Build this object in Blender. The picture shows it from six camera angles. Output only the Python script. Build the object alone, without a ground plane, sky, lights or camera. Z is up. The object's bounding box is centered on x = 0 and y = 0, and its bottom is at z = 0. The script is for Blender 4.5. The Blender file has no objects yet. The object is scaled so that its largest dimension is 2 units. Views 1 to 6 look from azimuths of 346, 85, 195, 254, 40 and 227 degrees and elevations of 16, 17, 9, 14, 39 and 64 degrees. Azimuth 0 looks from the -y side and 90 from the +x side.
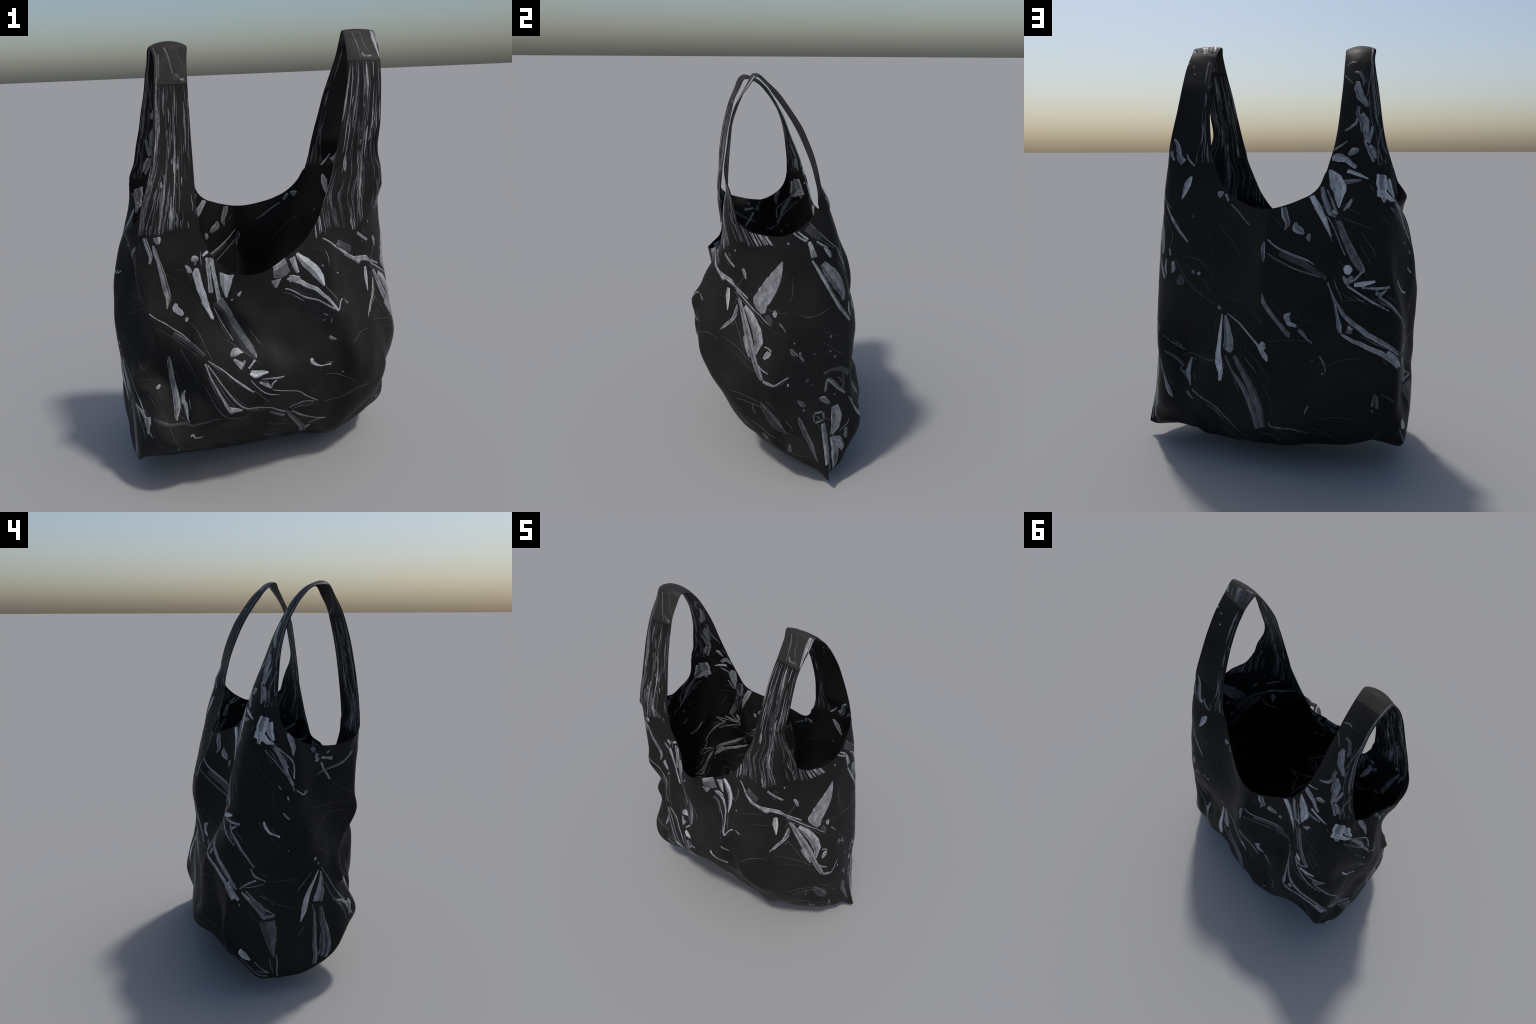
"""Black plastic carrier bag (vest shape): one sheet of film lofted through ribs that run
from the bottom weld up to the rim, two ribbon handles, and raised creases coloured pale for their gloss highlights."""
import bpy, math, random
import numpy as np

random.seed(7)
rng = np.random.default_rng(7)

# ------------------------------------------------------------------ body ribs (centimetres)
# 48 ribs round the bag, from the bottom weld (first point) to just below the rim.
# u runs 0..1 along the front (left gusset -> right gusset) and 1..2 back along the rear.
RIBS = {}
# left gusset fold
RIBS[0] = [(-63.6, 11.6, 8.8), (-65.5, 8.5, 16.6), (-64.7, 4.5, 26.8), (-64.9, 2.2, 39.2), (-66.4, 3.8, 50.6), (-66.1, 2.6, 60.6), (-67, 0.4, 70.5), (-66.9, -1.8, 81), (-64.1, -2.2, 91.4), (-60.2, -3.5, 101.1), (-59.2, -5.3, 112.2)]
RIBS[1] = [(-62.3, 11.9, 7.1), (-64.6, 2.7, 11), (-63.3, -6.4, 22.6), (-62.9, -8.8, 40.3), (-64.5, -6.8, 51.6), (-65.5, -6.7, 60.4), (-64.6, -8.1, 69.6), (-60.9, -9, 81.3), (-58.2, -9.4, 92.3), (-55.3, -9.3, 102.4), (-55.8, -12.1, 112.3)]
RIBS[2] = [(-58.7, 12.8, 5.5), (-62.4, -3.2, 8.9), (-62.7, -16.8, 19), (-62.2, -18.6, 37.9), (-61.9, -15.6, 50.4), (-61.9, -14.6, 61.2), (-58.6, -14.9, 72.1), (-54.9, -15.6, 84.7), (-55.5, -17.1, 95.1), (-56.5, -18.5, 104.5), (-57.8, -20.9, 114.8)]
RIBS[3] = [(-52.7, 12.8, 6), (-58.8, -6.2, 11.7), (-60.6, -20.7, 21.3), (-58.9, -24.8, 36.9), (-56.9, -21.9, 50.1), (-61.1, -20.8, 56.7), (-54.1, -20.6, 72.3), (-53.5, -24.8, 86.5), (-56, -25.7, 97.1), (-56.7, -26.4, 107.7), (-55, -27.7, 120.1)]
RIBS[4] = [(-45.7, 12.2, 5.7), (-50.9, -6.7, 11.7), (-55.2, -22.5, 21.2), (-55.4, -30.1, 35.6), (-53.2, -25.4, 48.6), (-53.2, -20, 58.5), (-51.5, -24.8, 73.1), (-53.5, -30.3, 87.3), (-52.9, -29.2, 97.4), (-51.4, -30, 109.8), (-49.4, -31.9, 122.1)]
RIBS[5] = [(-38.7, 11.9, 3), (-43.5, -5.7, 10.3), (-48.7, -22.4, 19.7), (-51, -32.9, 32), (-48.2, -27.2, 45.5), (-46.2, -20.8, 58.1), (-46, -27.4, 72.8), (-47.3, -28.6, 86.5), (-45.7, -27.4, 97.3), (-43.8, -30.6, 111), (-42.7, -30.8, 123.2)]
# front, under the left strap
RIBS[6] = [(-32.1, 11.1, 2), (-36.4, -5, 8.4), (-41.6, -20.8, 19.3), (-45.2, -33.5, 30), (-42.1, -29.7, 44.3), (-40.3, -27.2, 58.3), (-40.7, -30.8, 70.5), (-40.4, -29.1, 82.3), (-37.7, -27.9, 96.8), (-37.3, -30.2, 110.8), (-37.1, -30.4, 122.4)]
RIBS[7] = [(-26.2, 9.7, 2), (-30.2, -5.3, 8.3), (-34, -20.3, 18.2), (-37.9, -32, 28.9), (-38.8, -34.3, 41.6), (-36.4, -32.1, 56.1), (-36.7, -35.3, 68.5), (-35.1, -33.3, 78.8), (-32.3, -29.2, 91.8), (-32.5, -30, 104.5), (-32.9, -30.4, 115)]
RIBS[8] = [(-20.8, 8.8, 1.9), (-24.1, -5.8, 8.2), (-26.8, -19.2, 18.1), (-30.2, -29.5, 29.6), (-33.5, -35.7, 39.2), (-32.9, -36.1, 50.4), (-32.2, -37.8, 63), (-31.5, -35.2, 75.1), (-28.4, -30.5, 85.4), (-27.4, -31, 96.6), (-27.2, -30.1, 106.4)]
RIBS[9] = [(-15.4, 9.1, 1.9), (-17.8, -5.8, 8), (-19.8, -18.9, 18.2), (-23.9, -27.6, 29.5), (-27.4, -35.7, 37.5), (-27, -39.6, 45.3), (-26.8, -39.5, 57.6), (-25.7, -35.4, 69.9), (-22.7, -31.3, 80.6), (-22.3, -32.8, 91.4), (-23, -32.4, 101.2)]
RIBS[10] = [(-9.9, 9, 1.9), (-11.6, -5.4, 7.8), (-13, -17.9, 17.4), (-16, -25.9, 28.6), (-18.3, -34.1, 37.2), (-19.2, -40.1, 44.8), (-19.5, -41.6, 54.6), (-18.9, -38.4, 66.7), (-16.8, -33.3, 77.5), (-17.5, -35.7, 88.5), (-18.8, -35.4, 97.1)]
RIBS[11] = [(-4.5, 9, 2), (-5.8, -4.9, 7.8), (-7, -16.4, 15.8), (-8.1, -24.9, 26.3), (-8.7, -32, 38.7), (-10.5, -40, 46.1), (-11.7, -44.1, 54.6), (-11.6, -41, 65.2), (-11.2, -35.6, 75.6), (-12.3, -36.7, 86.4), (-13.5, -36.5, 95.1)]
# front middle
RIBS[12] = [(1, 9.3, 1.9), (0, -4.8, 8), (-0.7, -16.2, 15.7), (-1.1, -24.7, 26.3), (-1.4, -32.4, 39), (-2.8, -40, 48.1), (-3.9, -45.9, 56.6), (-4.6, -44.5, 65.4), (-5.5, -36.2, 74.9), (-7, -34.7, 84.8), (-8.4, -36.1, 94.5)]
RIBS[13] = [(6.4, 9.6, 1.9), (5.8, -5, 8.3), (5.5, -16.5, 17), (5.7, -25.2, 28.3), (5.7, -32.6, 40.7), (4.8, -39.7, 49.4), (3.8, -44.8, 57.8), (2.7, -45.3, 66.2), (0.9, -37.9, 74.5), (-0.6, -34.4, 85.4), (-2.9, -35.4, 95.3)]
RIBS[14] = [(11.9, 9.9, 1.9), (10.9, -5.3, 8.3), (11.5, -16.8, 18), (12.2, -25.7, 28.4), (12.5, -33, 39.3), (12.2, -39.4, 49.1), (11.5, -43.9, 59.1), (10.3, -45.7, 68), (8.8, -41.7, 76.9), (7, -35.6, 87.8), (5.1, -33.9, 98.2)]
RIBS[15] = [(17.4, 10.3, 1.9), (16.8, -5.4, 8.8), (17.7, -17.2, 17.8), (19, -25.9, 27.6), (19.4, -31.9, 38.4), (19.3, -37.2, 49.4), (18.2, -42.9, 61), (17.5, -45.8, 71.9), (15.6, -44.4, 80.9), (13.7, -39.4, 90), (11.3, -34, 99)]
RIBS[16] = [(22.9, 10.8, 1.9), (23.5, -5.8, 7.5), (24.3, -17.6, 16.1), (26.3, -25.3, 27.3), (26.3, -30.6, 38.7), (26.9, -36.3, 49.3), (25.6, -41, 60.7), (23, -43.5, 75.2), (22.3, -46.9, 87.3), (19.3, -40.5, 95.3), (17.9, -34.3, 105)]
RIBS[17] = [(28.4, 10.7, 1.9), (29.5, -5.3, 6.5), (31.7, -17.9, 15.5), (34.5, -26.1, 27.7), (35.1, -32.1, 40.4), (35.3, -38.6, 51.9), (32.4, -43.4, 63.6), (28.9, -43.4, 77.6), (27.8, -41.5, 90.9), (24.2, -40.1, 100.7), (22.5, -33.3, 112)]
# front, under the right strap
RIBS[18] = [(34.4, 10.8, 1.7), (35.1, -4.5, 6.1), (37.6, -14.8, 17.4), (45.7, -24.4, 33.3), (45.9, -31.5, 45.9), (42.3, -37.4, 55.8), (38.8, -37.8, 67.9), (35.2, -37.5, 80.8), (32, -36.6, 93.5), (29.6, -36, 105.1), (28.4, -31.7, 117.7)]
RIBS[19] = [(40.6, 11.2, 1.7), (42.6, -2.6, 8.2), (46.4, -14.1, 20.2), (52, -22.1, 37.3), (52.3, -28.4, 50.8), (48.7, -30, 60.4), (45.6, -31.2, 71.6), (41.5, -31.4, 84), (38.1, -32.1, 96.2), (35.9, -31.5, 108.7), (34.5, -30.5, 120.8)]
RIBS[20] = [(46.1, 12.3, 2.4), (50.2, -0.5, 11.2), (54.1, -11.1, 23.4), (55, -17.1, 38.6), (55.3, -22, 51.6), (53.7, -24.2, 62.9), (51.2, -25, 73.2), (48.1, -25.3, 84.7), (44.5, -26.4, 97.8), (42, -27.2, 110.9), (40.9, -28, 122.7)]
RIBS[21] = [(51, 14, 4.5), (57.4, 2.4, 13.5), (60.1, -7.3, 25.2), (59.1, -10.7, 39.5), (60.5, -14.3, 51.6), (60.2, -19, 62.7), (58, -20.4, 74.2), (55, -19.7, 84.9), (51, -20.6, 97.9), (47.8, -22.1, 112), (46.7, -23.5, 123.1)]
RIBS[22] = [(56.9, 16.3, 4.8), (62.2, 5.6, 15.4), (59.7, -1.6, 28.7), (61.7, -4.8, 38.5), (64.8, -7.7, 50), (64.8, -10.5, 61.4), (61.4, -13.2, 73.6), (59.5, -13.8, 84.2), (56.6, -14.4, 96.8), (53.5, -15.8, 110.2), (51.2, -17.4, 121)]
RIBS[23] = [(63.5, 18.3, 4.8), (64, 10.6, 17.3), (63.1, 5.6, 28.5), (65.5, 1.9, 38.6), (65.9, 0.5, 50.2), (64.7, -1.9, 61.1), (63.2, -5, 73.6), (61.7, -5.8, 84.5), (59.7, -7, 96.3), (58.1, -9.1, 108.3), (55.6, -11.1, 118.6)]
# right gusset fold
RIBS[24] = [(66.9, 19.2, 6.4), (65.9, 16.4, 15.9), (64.7, 13.3, 26.9), (65.2, 10.2, 38.6), (64.1, 8.1, 50.8), (63.3, 5.2, 62.3), (62.9, 2.2, 73.8), (62, 0.7, 84.9), (61, -0.6, 95.8), (59.9, -2.6, 106.7), (58.4, -5.1, 117.2)]
RIBS[25] = [(63.5, 18.3, 4.8), (62.7, 21.6, 12.4), (62, 20.2, 24.8), (61.7, 18, 37.6), (61.6, 14.9, 50.5), (61.8, 11.5, 62.8), (62, 8.1, 74.7), (61.7, 6.5, 85.9), (60.7, 5.3, 96.2), (59.4, 4.2, 107.1), (58.6, 1.9, 118.6)]
RIBS[26] = [(56.9, 16.3, 4.8), (59.1, 26, 11), (58.5, 26.5, 23.9), (58.3, 24.5, 38.8), (59.7, 21.4, 51.1), (60.8, 18, 63.7), (61, 14.8, 76.1), (60.9, 12.8, 87.9), (60.2, 11.4, 98.9), (58.5, 10.4, 110.3), (57.8, 8.4, 122.5)]
RIBS[27] = [(51, 14, 4.5), (54.9, 27.1, 11.6), (55.5, 31.6, 23.7), (55.1, 29.8, 38.9), (57.1, 27.3, 51.9), (58.4, 23.9, 64.8), (59, 20.7, 77.5), (58.8, 18.9, 90), (58.2, 17.4, 102.3), (56.8, 16.2, 114.3), (56.6, 14.5, 126.6)]
RIBS[28] = [(46.1, 12.3, 2.4), (50, 27.3, 12.5), (51.2, 35.8, 23.9), (51.5, 33.6, 37.8), (53.6, 30.9, 52.6), (54.5, 28.9, 65.9), (55.5, 26.4, 78.3), (55.3, 24.6, 90.8), (54.9, 23.1, 103.4), (54, 21.5, 115.8), (53.3, 19.9, 128.1)]
RIBS[29] = [(40.6, 11.2, 1.7), (44.7, 27.2, 12.3), (46.9, 37.6, 24.5), (45.3, 36.7, 38.2), (46.1, 31.9, 53.1), (48.3, 32.3, 66.6), (49.9, 31.3, 78.1), (49.7, 29.8, 90.4), (49.2, 27.8, 103.2), (47.9, 25.2, 115.2), (47, 22.9, 126.7)]
# back, under the right strap
RIBS[30] = [(34.4, 10.8, 1.7), (39, 26.5, 10.6), (41.9, 37.5, 22.8), (39.9, 36.9, 37.5), (38.4, 31.4, 52.9), (41, 32.9, 64.8), (42.7, 34.4, 76.8), (42, 32.9, 89.1), (40.9, 29.6, 101.7), (40, 26.1, 115.5), (39.1, 22.7, 127.1)]
RIBS[31] = [(28.4, 10.7, 1.9), (33.4, 26.6, 6.9), (34.9, 36.8, 20), (34.3, 39.6, 34.9), (32.9, 34.2, 49.1), (33, 32.8, 61), (34.2, 34.2, 73.2), (33.7, 34.2, 86.1), (32.6, 30.7, 99.2), (31.8, 25.6, 113.4), (30.7, 21.7, 125.1)]
RIBS[32] = [(22.9, 10.8, 1.9), (27.1, 25.9, 5.9), (29.2, 36.4, 18.5), (29, 41.4, 32.3), (26.9, 39, 45.6), (26.1, 34.4, 57.9), (26.8, 33.7, 70.1), (26.7, 33.2, 82.4), (25.1, 30.5, 95), (24, 26.4, 107.8), (23.5, 22.9, 119.2)]
RIBS[33] = [(17.4, 10.3, 1.9), (21.2, 26.4, 5.4), (24.2, 36.9, 16.7), (23, 39.9, 30.8), (21.1, 40.8, 43.8), (20.3, 37, 55.3), (19.5, 34.6, 68.9), (19.4, 33.3, 80.1), (17.8, 31.2, 91.1), (16.6, 28.3, 102.3), (16.9, 25.7, 113.5)]
RIBS[34] = [(11.9, 9.9, 1.9), (15.2, 27.2, 5.2), (18.4, 37.8, 15.2), (16.6, 39.5, 27.8), (14.5, 40.1, 42.3), (13, 38.2, 54.4), (11.7, 35.7, 66.9), (11.6, 34.9, 78.2), (11.3, 33.5, 88.2), (10.6, 31, 98.1), (11, 28.7, 109.2)]
RIBS[35] = [(6.4, 9.6, 1.9), (9, 28.2, 5.7), (10.5, 40.7, 14.7), (8.4, 41.4, 27.4), (6.7, 40.1, 42.3), (5.8, 39.2, 54.6), (5, 37.7, 66.5), (5.4, 37.9, 77.8), (5.6, 37.4, 87.5), (5.3, 35.6, 97.3), (4.9, 32.7, 108.2)]
# back middle
RIBS[36] = [(1, 9.3, 1.9), (2.1, 27.8, 5.6), (1.4, 41.4, 14.1), (0, 43.2, 25.6), (-0.1, 39.7, 42.7), (-0.7, 39.7, 54.4), (-0.7, 39.6, 66.7), (-0.1, 40.4, 78.8), (0, 40.5, 89.7), (-0.8, 38.5, 99.8), (-1.7, 34.5, 109)]
RIBS[37] = [(-4.5, 9, 2), (-4.6, 27.8, 5.4), (-6.4, 41.1, 16.4), (-6.8, 44.4, 27.2), (-7.3, 39.8, 41.6), (-7.5, 40.3, 52.9), (-7.1, 39.3, 66.6), (-7, 38.4, 78), (-7.3, 36.3, 88.6), (-6.9, 34.7, 99.6), (-7.1, 31.7, 108.4)]
RIBS[38] = [(-9.9, 9, 1.9), (-11.1, 28.6, 5.9), (-13.1, 43.3, 16.3), (-14.2, 45.4, 27.9), (-14.8, 40.8, 40.3), (-14.5, 40.2, 52.8), (-13.8, 37.7, 67.3), (-13.5, 34.1, 78.9), (-13.4, 31.6, 89.2), (-13, 29.6, 100.3), (-11.9, 28, 110.4)]
RIBS[39] = [(-15.4, 9.1, 1.9), (-18.4, 27.1, 7), (-22.3, 40.3, 18.8), (-22.4, 45.2, 27.2), (-21.5, 41, 41), (-21.7, 39.7, 55.3), (-21.1, 35.6, 68.6), (-20.3, 30.6, 80.1), (-19, 27.8, 91.4), (-18.2, 26.2, 103.5), (-18.1, 24.5, 115.8)]
RIBS[40] = [(-20.8, 8.8, 1.9), (-25.5, 25.6, 7.1), (-30.1, 37.8, 17.7), (-29.8, 43.3, 28.1), (-28.5, 43.8, 43), (-28.9, 41.8, 58.7), (-28.3, 35.4, 71.4), (-27.3, 28.2, 82), (-25.2, 25.5, 94.9), (-23.7, 24.8, 108.5), (-23.6, 22.3, 120.9)]
RIBS[41] = [(-26.2, 9.7, 2), (-32.4, 25.2, 7.3), (-37.4, 35.5, 15.8), (-37.2, 39.5, 30.3), (-36.3, 43.5, 47.2), (-35.8, 43, 63.1), (-35.4, 36.7, 75), (-33.5, 30.8, 86.7), (-31.5, 27.7, 100.6), (-31.1, 24.9, 114.1), (-30.6, 21.9, 126.2)]
# back, under the left strap
RIBS[42] = [(-32.1, 11.1, 2), (-39, 24.8, 8.1), (-44.9, 35, 17.1), (-46.6, 35.7, 32.1), (-45, 39, 50.8), (-44, 39.8, 65.7), (-43.3, 36.6, 77.2), (-41.3, 32.7, 89.2), (-40.7, 30.3, 102.6), (-39.9, 26.8, 115.5), (-38.7, 22.8, 127.9)]
RIBS[43] = [(-38.7, 11.9, 3), (-45.1, 25.1, 10), (-51.3, 35.2, 19), (-54.5, 37.5, 31.9), (-53.3, 38, 50.2), (-52.7, 36.6, 65.6), (-52.1, 34.6, 78.5), (-50.6, 31.5, 90.6), (-50.5, 28.7, 104.1), (-48.7, 26, 114.5), (-47.5, 21.7, 126.7)]
RIBS[44] = [(-45.7, 12.2, 5.7), (-51.6, 25.6, 12.6), (-57.8, 35, 22.8), (-61, 39.2, 35.5), (-60.8, 35.9, 50.4), (-60.9, 32.4, 64.8), (-59.5, 29.8, 79), (-57.2, 27.4, 91.6), (-55.8, 24.2, 102.7), (-54.7, 21.2, 113.3), (-53.6, 17.3, 124.9)]
RIBS[45] = [(-52.7, 12.8, 6), (-57.1, 26.2, 12.3), (-63, 33, 22.7), (-62.8, 32, 34.6), (-62.9, 28.4, 50.4), (-63, 26.4, 65.2), (-62, 23.5, 77.1), (-59, 19.9, 87.9), (-59.2, 17.9, 99.2), (-58.7, 15.5, 110.3), (-57.1, 12.7, 122.6)]
RIBS[46] = [(-58.7, 12.8, 5.5), (-63.8, 23.2, 10.3), (-65.4, 25.2, 23.2), (-62.9, 22.5, 35.8), (-63.2, 20.4, 51.2), (-63.1, 18.2, 64.8), (-61.9, 15.8, 75), (-61.6, 12.8, 85.1), (-62.7, 11.2, 95.7), (-61.6, 9.3, 106.4), (-59.2, 6.8, 117.6)]
RIBS[47] = [(-62.3, 11.9, 7.1), (-64.8, 15.2, 14), (-66.4, 15.2, 27.2), (-66.5, 13.8, 39.5), (-64.7, 12.4, 50.9), (-63.5, 10.5, 62.3), (-64, 9.1, 72.6), (-65.7, 5.9, 82.7), (-66.1, 4.5, 93), (-64.1, 2.5, 103.5), (-61.1, 0.5, 114.1)]

# ------------------------------------------------------------------ rim: (u, x, y, z) in cm
RIM_FRONT = [
    (0, -55.3, -6.1, 121.9), (.03, -58.6, -12.9, 121.9), (.055, -60, -17.5, 122.6), (.075, -59.7, -22, 123.8),
    (.095, -58.5, -26, 125.5), (.11, -56.5, -28.8, 128), (.12, -54.5, -30.2, 130.5), (.13, -53.5, -30.5, 133.3),
    (.20, -43, -32.2, 132.5), (.27, -33, -31.2, 131.5), (.285, -31.2, -30.8, 130.7),
    (.315, -30.1, -30.6, 123), (.345, -27.5, -29.9, 115.4), (.385, -23.1, -31.3, 109.4), (.43, -17.7, -35.7, 106),
    (.485, -10.6, -38.2, 105.3), (.545, -2.8, -36.7, 106.6), (.6, 5, -33.5, 110), (.65, 11.8, -30.4, 113.4),
    (.69, 17, -30.2, 119.3), (.72, 20.9, -29.6, 126), (.735, 22.5, -29.2, 130),
    (.79, 32, -30.5, 132), (.845, 43, -29, 134), (.885, 51.2, -24.5, 135.5),
    (.90, 51.5, -22.5, 133.6), (.925, 52.3, -18.6, 130.8), (.95, 53.8, -14.9, 130), (.975, 55.3, -10.9, 129.4)]
RIM_REAR = [
    (1, 55.9, -6.7, 128.9), (1.03, 56.7, -2.6, 129.6), (1.055, 56.9, 1.1, 131.4), (1.08, 56.6, 4.6, 133.6),
    (1.105, 56, 8.4, 137), (1.13, 55.2, 12, 141), (1.15, 54.3, 14.8, 140.5), (1.19, 51, 17.6, 139.5),
    (1.24, 40, 19, 138.8), (1.28, 29.7, 16.2, 138.5),
    (1.31, 26.5, 18.3, 132.9), (1.345, 22, 21.1, 127.7), (1.385, 15.8, 24.6, 123.8), (1.43, 8.9, 28.1, 121.3),
    (1.475, 2.4, 29.8, 120.1), (1.52, -3.9, 29.4, 120.5), (1.56, -9.5, 27.4, 122.1), (1.6, -14.7, 24.6, 124.2),
    (1.635, -19.5, 21.8, 126.7), (1.665, -23, 19.8, 130.6), (1.69, -25.8, 18.2, 137),
    (1.74, -36, 20, 138), (1.80, -47, 17.2, 138.5), (1.845, -54.5, 10.4, 139),
    (1.865, -54.4, 9.9, 136), (1.885, -53.6, 8.6, 132.5), (1.91, -53.2, 6.2, 129), (1.935, -54.2, 3, 126),
    (1.965, -55.2, -.5, 123.7), (1.985, -55.2, -3.5, 122.5), (2, -55.3, -6.1, 121.9)]

# handle ribbons, front root -> top -> rear root: (hole edge, neck edge, bulge) in cm
LEFT_HANDLE = [
    ((-50.4, -31, 142.6), (-31.2, -29.8, 142), -.6), ((-47.8, -30.8, 151.5), (-31.1, -28.6, 151.5), -.8),
    ((-46.1, -29.8, 160.6), (-31, -27.3, 160.6), -.6), ((-45, -28.2, 169.6), (-30.8, -25.8, 169), -.3),
    ((-43.9, -25.9, 178.6), (-30.5, -23.6, 178.6), -.2), ((-43, -23.7, 184.8), (-30.2, -22, 184.4), .2),
    ((-42.4, -20.3, 190.8), (-29.6, -19, 190.3), 1.6), ((-43.2, -17.3, 194.6), (-28.8, -16.6, 194.7), 2.1),
    ((-43.4, -13, 194.9), (-29.2, -12.3, 194.2), 1.5), ((-43.6, -8.5, 193.5), (-29.8, -8, 191.7), 1.2),
    ((-43.8, -4, 189.1), (-30.1, -4, 187.3), 1.4), ((-44.6, -.3, 184), (-30.3, -1.2, 183.5), 1.2),
    ((-45.5, 3.5, 177), (-30.5, 3, 176.5), 1.2), ((-47.1, 6.3, 169.3), (-30.3, 6.3, 169.5), 1.5),
    ((-48.4, 7.9, 162.2), (-30, 9, 162.3), 2), ((-50.2, 9, 155), (-29.5, 11.8, 155), 3),
    ((-51.7, 9.9, 147.7), (-28.5, 14.5, 147.7), 3.8), ((-54, 10.3, 142), (-27.1, 16.4, 142.1), 3.5)]
RIGHT_HANDLE = [
    ((49.9, -26, 143), (26.5, -28.2, 140.5), 1.6), ((48.3, -27.2, 147.8), (27.6, -28, 145.5), 1.2),
    ((47.1, -28.9, 152.8), (29.2, -27.8, 151.5), .8), ((47.3, -29.7, 157.7), (30.5, -27.5, 157), .6),
    ((48, -29.3, 162.2), (31.6, -27.1, 162.2), .6), ((48.7, -28.1, 170), (33.2, -26.4, 170), .6),
    ((49.2, -27, 177), (34.7, -25.6, 177.2), .6), ((49.7, -25.2, 184.5), (36, -23.3, 184.5), .6),
    ((50.3, -22.3, 189.9), (36.6, -20.8, 190.2), .6), ((50.8, -18.8, 194.6), (36.8, -18.3, 195.3), .6),
    ((50.9, -15, 198.8), (36.4, -16, 199.1), .7), ((50.6, -10.8, 196), (37.2, -10.4, 194.8), .5),
    ((50.5, -6.3, 192), (37.4, -7, 190.5), .4), ((50.8, -2, 186.5), (37.2, -3.5, 186), .3),
    ((50.6, 3.9, 178), (36.2, 1.7, 178.5), .3), ((50.8, 6.9, 172), (35.2, 5.4, 172), .3),
    ((51.3, 9.8, 165), (34.4, 8.7, 165), .2), ((52.4, 11.8, 157.9), (33.3, 11.7, 157.9), .3),
    ((53.5, 12.9, 151.8), (32.3, 13.7, 151.5), .5), ((54.5, 13, 146.5), (31.4, 15.4, 145), .8)]

FILM = 0.003            # film thickness
CM = 0.01


# ------------------------------------------------------------------ curve helpers
def catmull(points, t, closed):
    """Uniform Catmull-Rom through points (first axis), at index positions t."""
    P = np.asarray(points, float)
    n = len(P)
    i = np.floor(t).astype(int)
    if not closed:
        i = np.clip(i, 0, n - 2)
    f = (t - i).reshape(-1, *[1] * (P.ndim - 1))

    def at(k):
        if closed:
            return P[k % n]
        s = (-1,) + (1,) * (P.ndim - 1)
        return np.where((k < 0).reshape(s), 2 * P[0] - P[1],
                        np.where((k > n - 1).reshape(s), 2 * P[-1] - P[-2], P[np.clip(k, 0, n - 1)]))
    a, b, c, d = at(i - 1), at(i), at(i + 1), at(i + 2)
    return b + .5 * f * (c - a + f * (2 * a - 5 * b + 4 * c - d + f * (3 * (b - c) + d - a)))


def hermite(keys, t):
    """Cubic through (parameter, x, y, z) keys with finite-difference tangents."""
    K = np.asarray(keys, float)
    u, P = K[:, 0], K[:, 1:]
    d = np.diff(P, axis=0) / np.diff(u)[:, None]
    m = np.vstack([d[:1], (d[1:] * np.diff(u)[:-1, None] + d[:-1] * np.diff(u)[1:, None]) / (u[2:] - u[:-2])[:, None], d[-1:]])
    i = np.clip(np.searchsorted(u, t, side='right') - 1, 0, len(u) - 2)
    h = (u[i + 1] - u[i])[:, None]
    f = ((t - u[i]) / (u[i + 1] - u[i]))[:, None]
    return ((1 + 2 * f) * (1 - f) ** 2 * P[i] + f * (1 - f) ** 2 * h * m[i]
            + f * f * (3 - 2 * f) * P[i + 1] + f * f * (f - 1) * h * m[i + 1])


def smooth(e0, e1, x):
    t = np.clip((x - e0) / (e1 - e0), 0, 1)
    return t * t * (3 - 2 * t)


def rim_at(u):
    return hermite(RIM_FRONT + RIM_REAR, np.mod(u, 2.0)) * CM


RIB_GRID = np.array([RIBS[i] for i in range(48)]) * CM          # (48, 11, 3)


def body_at(u, v):
    """Film surface: u round the bag (0..2), v from bottom weld (0) to rim (1)."""
    u, v = np.broadcast_arrays(np.asarray(u, float), np.asarray(v, float))
    shape = u.shape
    u, v = u.ravel(), v.ravel()
    rows = catmull(RIB_GRID, np.mod(u, 2.0) * 24, True)           # (n, 11, 3)
    rows = np.concatenate([rows, rim_at(u)[:, None]], axis=1)      # rim is the last row
    t = v * 11
    i = np.clip(np.floor(t).astype(int), 0, 10)
    f = (t - i)[:, None]
    n = np.arange(len(u))
    b, c = rows[n, i], rows[n, i + 1]
    a = np.where((i > 0)[:, None], rows[n, np.maximum(i - 1, 0)], 2 * b - c)
    d = np.where((i < 10)[:, None], rows[n, np.minimum(i + 2, 11)], 2 * c - b)
    p = b + .5 * f * (c - a + f * (2 * a - 5 * b + 4 * c - d + f * (3 * (b - c) + d - a)))
    return p.reshape(*shape, 3)


ROOTS = {}
STRAPS = {'left': (LEFT_HANDLE, .13, .285, 1.69, 1.845), 'right': (RIGHT_HANDLE, .735, .885, 1.13, 1.28)}


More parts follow.
